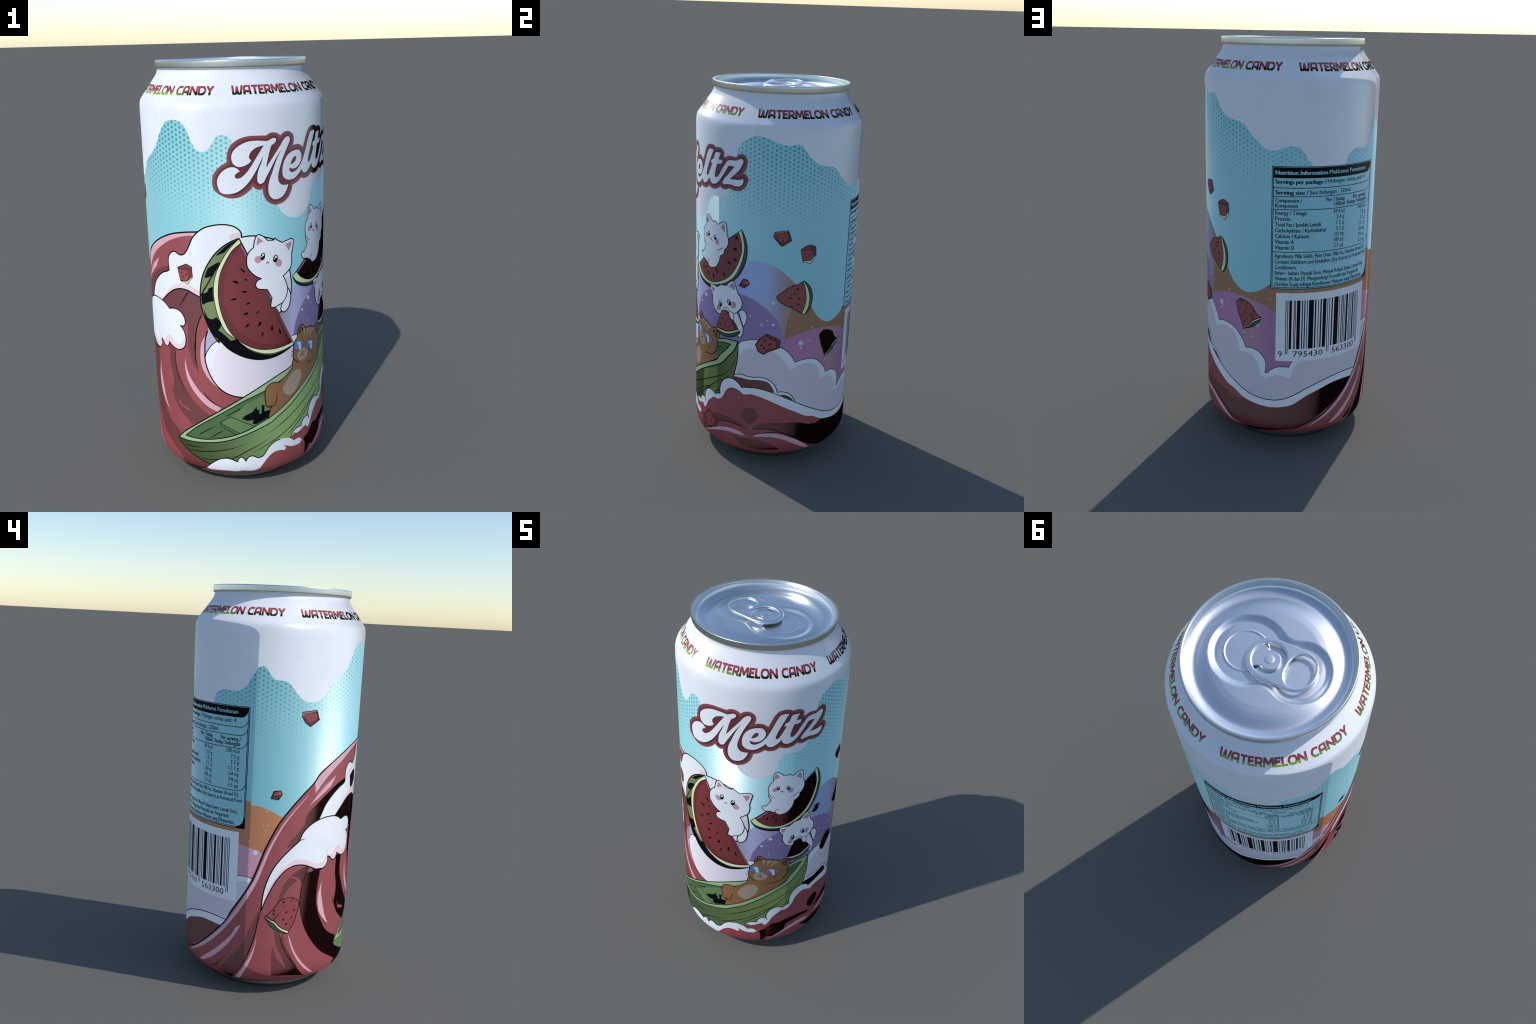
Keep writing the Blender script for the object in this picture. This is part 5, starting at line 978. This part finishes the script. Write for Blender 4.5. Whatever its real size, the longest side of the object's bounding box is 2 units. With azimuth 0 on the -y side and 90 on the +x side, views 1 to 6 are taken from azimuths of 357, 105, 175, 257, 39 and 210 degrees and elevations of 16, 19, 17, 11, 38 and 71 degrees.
for i, (body, end) in enumerate((("Ingredients: Milk Solids, Palm Olein, Milk Fat, Vitamins (A and D).", 234.2), ("Contains Stabilisers and Emulsifiers (Soy Source) as Permitted Food", 236.5), ("Conditioners.", 179.9),
        ("Bahan - bahan: Pepejal Susu, Minyak Kelapa Sawit, Lemak Susu,", 234.0), ("Vitamin (A dan D). Mengandungi Penstabil dan Pengemulsi", 227.9), ("(Sumber Soya) sebagai Kondisioner Makanan yang Dibenarkan.", 232.2))):
    print_text(panel, BLACK, body, 166.0, end, 1.0090 - i * 0.0278, CAP, 3, "lettering", .008)
panel.build()

barcode = Motif("barcode", 8)
barcode.area("white", [rect(167.2, 235.7, 0.481, 0.8345)], 0)
# (azimuth where a bar starts, its width in degrees, 1 = long guard bar)
BARS = [(173.4, 0.3, 1), (174.6, 0.3, 1), (175.8, 1.6), (178.7, 0.3), (179.5, 0.4), (180.7, 2.2), (183.9, 0.7), (185.5, 0.7), (187.2, 0.3), (188.5, 3.3), (192.6, 0.9), (194.8, 0.3), (196.4, 0.9), (198.2, 2.4), (201.4, 0.4, 1), (202.8, 0.4, 1), (204.6, 0.9), (206.6, 3.4), (210.8, 0.5), (212.7, 0.7), (214.1, 0.7), (215.5, 0.4), (216.8, 1.7), (219.5, 0.3), (220.5, 0.3), (221.7, 0.4), (223.1, 1.3), (225.5, 0.3), (226.4, 0.4), (227.8, 0.4, 1), (229.0, 0.4, 1)]
for bar in BARS:
    barcode.area(BLACK, [rect(bar[0], bar[0] + max(bar[1], 0.5), 0.518 if len(bar) > 2 else 0.545, 0.797)], 1, part="bar")
for body, l, r in (("9", 168.9, 171.6), ("795430", 178.6, 199.0), ("563300", 205.9, 226.2)):
    print_text(barcode, BLACK, body, l, r, 0.5035, 0.030, 1, "digit", 0.0)
barcode.build()

# ---------------------------------------------------------------- turned parts of the can
def lathe(name, profile, mat, parent=ROOT, segments=SEGMENTS):
    verts, faces = [], []
    n = len(profile)
    for r, z in profile:
        for s in range(segments):
            a = 2 * math.pi * s / segments
            verts.append((r * math.sin(a), -r * math.cos(a), z))
    for i in range(n - 1):
        for s in range(segments):
            t = (s + 1) % segments
            faces.append((i * segments + s, i * segments + t, (i + 1) * segments + t, (i + 1) * segments + s))
    me = bpy.data.meshes.new(name)
    me.from_pydata(verts, [], faces)
    me.materials.append(MATERIALS[mat])
    me.polygons.foreach_set("use_smooth", [True] * len(faces))
    me.update()
    return add_object(name, me, parent)


body = lathe("can_body", WALL_FINE, "white_coat")
me = body.data
normals = []
for (nr, nz) in _vn:
    for s in range(SEGMENTS):
        a = 2 * math.pi * s / SEGMENTS
        normals.append((nr * math.sin(a), -nr * math.cos(a), nz))
me.normals_split_custom_set_from_vertices(normals)

lathe("base", smooth_profile([(0.02, 0.075), (0.15, 0.066), (0.23, 0.048), (0.285, 0.018), (0.298, 0.004), (0.308, 0.0), (0.3170, 0.0012), (0.3205, 0.006), (0.3205, 0.014), (0.3195, 0.023), (0.3205, 0.0320), (0.327, 0.0378), (0.338, 0.0412), (0.3517, 0.0446)]), "base_metal")
lathe("rim", smooth_profile([(0.3405, 1.966), (0.3445, 1.9665), (0.3470, 1.969), (0.3477, 1.973)], 4) + smooth_profile([(0.3478, 1.975), (0.3477, 1.9945), (0.3470, 1.9985), (0.3450, 2.0), (0.3405, 2.0), (0.3368, 1.9992), (0.3352, 1.9965), (0.3344, 1.989), (0.3328, 1.980), (0.329, 1.970), (0.3255, 1.9645)], 4), "rim_metal")

# ---------------------------------------------------------------- lid: stamped sheet as a height field
def smoothstep(e0, e1, x):
    t = np.clip((x - e0) / (e1 - e0), 0, 1)
    return t * t * (3 - 2 * t)


LID_R = np.array([0.0, 0.205, 0.230, 0.250, 0.268, 0.283, 0.293, 0.306, 0.3165, 0.3255])
LID_Z = np.array([1.9675, 1.9675, 1.9655, 1.9620, 1.9575, 1.9540, 1.9530, 1.9555, 1.959, 1.9645])
LID_GRID = np.arange(0, 0.3401, 0.0005)
_k = np.exp(-0.5 * (np.arange(-24, 25) * 0.0005 / 0.0032) ** 2)
LID_SOFT = np.convolve(np.pad(np.interp(LID_GRID, list(LID_R) + [0.34], list(LID_Z) + [1.9765]), 24, mode="edge"), _k / _k.sum(), mode="valid")


def lid_height(x, y):
    r = np.hypot(x, y)
    h = np.interp(r, LID_GRID, LID_SOFT)
    d1 = np.hypot(x - 0.093, y) - 0.163                     # recess round the mouth
    d2 = (np.hypot((x + 0.128) / 0.132, (y + 0.006) / 0.142) - 1) * 0.136   # recess under the tab's heel
    k = 0.06
    t = np.clip(0.5 + 0.5 * (d2 - d1) / k, 0, 1)
    d = d2 * (1 - t) + d1 * t - k * t * (1 - t)
    h -= 0.0135 * smoothstep(0.000, -0.034, d)
    ds = np.abs(np.hypot(x - 0.102, y) - 0.088)             # score line of the mouth
    h += 0.0022 * np.exp(-(ds / 0.0034) ** 2)
    h += 0.008 * smoothstep(0.046, 0.030, r)                # boss under the rivet
    return h


RINGS, AROUND = 170, 288
verts, faces = [], []
rr = np.linspace(0, 0.3257, RINGS + 1)
aa = np.linspace(0, 2 * np.pi, AROUND, endpoint=False)
verts.append((0, 0, float(lid_height(np.array([0.0]), np.array([0.0]))[0])))
for r in rr[1:]:
    x, y = r * np.sin(aa), -r * np.cos(aa)
    verts += list(zip(x.tolist(), y.tolist(), lid_height(x, y).tolist()))
for s in range(AROUND):
    faces.append((0, 1 + s, 1 + (s + 1) % AROUND))
for i in range(RINGS - 1):
    for s in range(AROUND):
        t = (s + 1) % AROUND
        faces.append((1 + i * AROUND + s, 1 + (i + 1) * AROUND + s, 1 + (i + 1) * AROUND + t, 1 + i * AROUND + t))
me = bpy.data.meshes.new("lid")
me.from_pydata(verts, [], faces)
me.materials.append(MATERIALS["lid_metal"])
me.polygons.foreach_set("use_smooth", [True] * len(faces))
me.update()
lid = add_object("lid", me, ROOT)


# ---------------------------------------------------------------- pull tab
def plate(name, loops, z, thick, bevel, parent, tilt=0.0):
    cu = bpy.data.curves.new(name, "CURVE")
    cu.dimensions = "2D"
    cu.fill_mode = "BOTH"
    cu.extrude = max(thick / 2 - bevel, 0.0)
    cu.bevel_depth = bevel
    cu.bevel_resolution = 4
    cu.offset = -bevel
    for loop in loops:
        sp = cu.splines.new("POLY")
        sp.points.add(len(loop) - 1)
        for p, q in zip(sp.points, loop):
            p.co = (q[0], q[1], 0, 1)
        sp.use_cyclic_u = True
    o = bpy.data.objects.new(name, cu)
    bpy.context.collection.objects.link(o)
    dg = bpy.context.evaluated_depsgraph_get()
    me = bpy.data.meshes.new_from_object(o.evaluated_get(dg))
    bpy.data.objects.remove(o)
    bpy.data.curves.remove(cu)
    for v in me.vertices:
        v.co.z += z - tilt * (v.co.x + 0.076)
    me.materials.clear()
    me.materials.append(MATERIALS["lid_metal"])
    me.polygons.foreach_set("use_smooth", [True] * len(me.polygons))
    me.set_sharp_from_angle(angle=math.radians(50))
    return add_object(name, me, parent)


def circle_arc(cx, cy, rx, ry, a0, a1, n):
    return [(cx + rx * math.cos(math.radians(a0 + (a1 - a0) * i / n)), cy + ry * math.sin(math.radians(a0 + (a1 - a0) * i / n))) for i in range(n + 1)]


def superellipse(cx, cy, rx, ry, p, n=56, skew=0.0):
    out = []
    for i in range(n):
        c, s = math.cos(2*math.pi*i/n), math.sin(2*math.pi*i/n)
        x, y = math.copysign(abs(c) ** (2 / p), c), math.copysign(abs(s) ** (2 / p), s)
        out.append((cx + rx * x * (1 - skew * (y * y)), cy + ry * y))
    return out


outer = circle_arc(0.004, 0, 0.089, 0.091, -90, 90, 36) + circle_arc(-0.112, -0.002, 0.090, 0.092, 90, 270, 36)
eye_hole = circle_arc(0.0, 0, 0.068, 0.070, 0, 360, 47)[:-1]
heel_hole = superellipse(-0.132, -0.003, 0.055, 0.073, 2.4)
tab = plate("pull_tab", [outer, eye_hole, heel_hole], 1.9765, 0.0150, 0.0055, ROOT, tilt=0.030)
tongue = circle_arc(-0.006, 0.0, 0.042, 0.042, 60, 300, 30) + [(0.030, -0.043), (0.045, -0.052), (0.066, -0.03), (0.072, 0), (0.066, 0.03), (0.045, 0.052), (0.030, 0.043)]
plate("rivet_tongue", [tongue], 1.9680, 0.007, 0.003, tab)
lathe("rivet", smooth_profile([(0.0, 1.9735), (0.012, 1.9733), (0.0185, 1.9727), (0.021, 1.9717), (0.022, 1.968)][::-1]), "lid_metal", tab, 48)
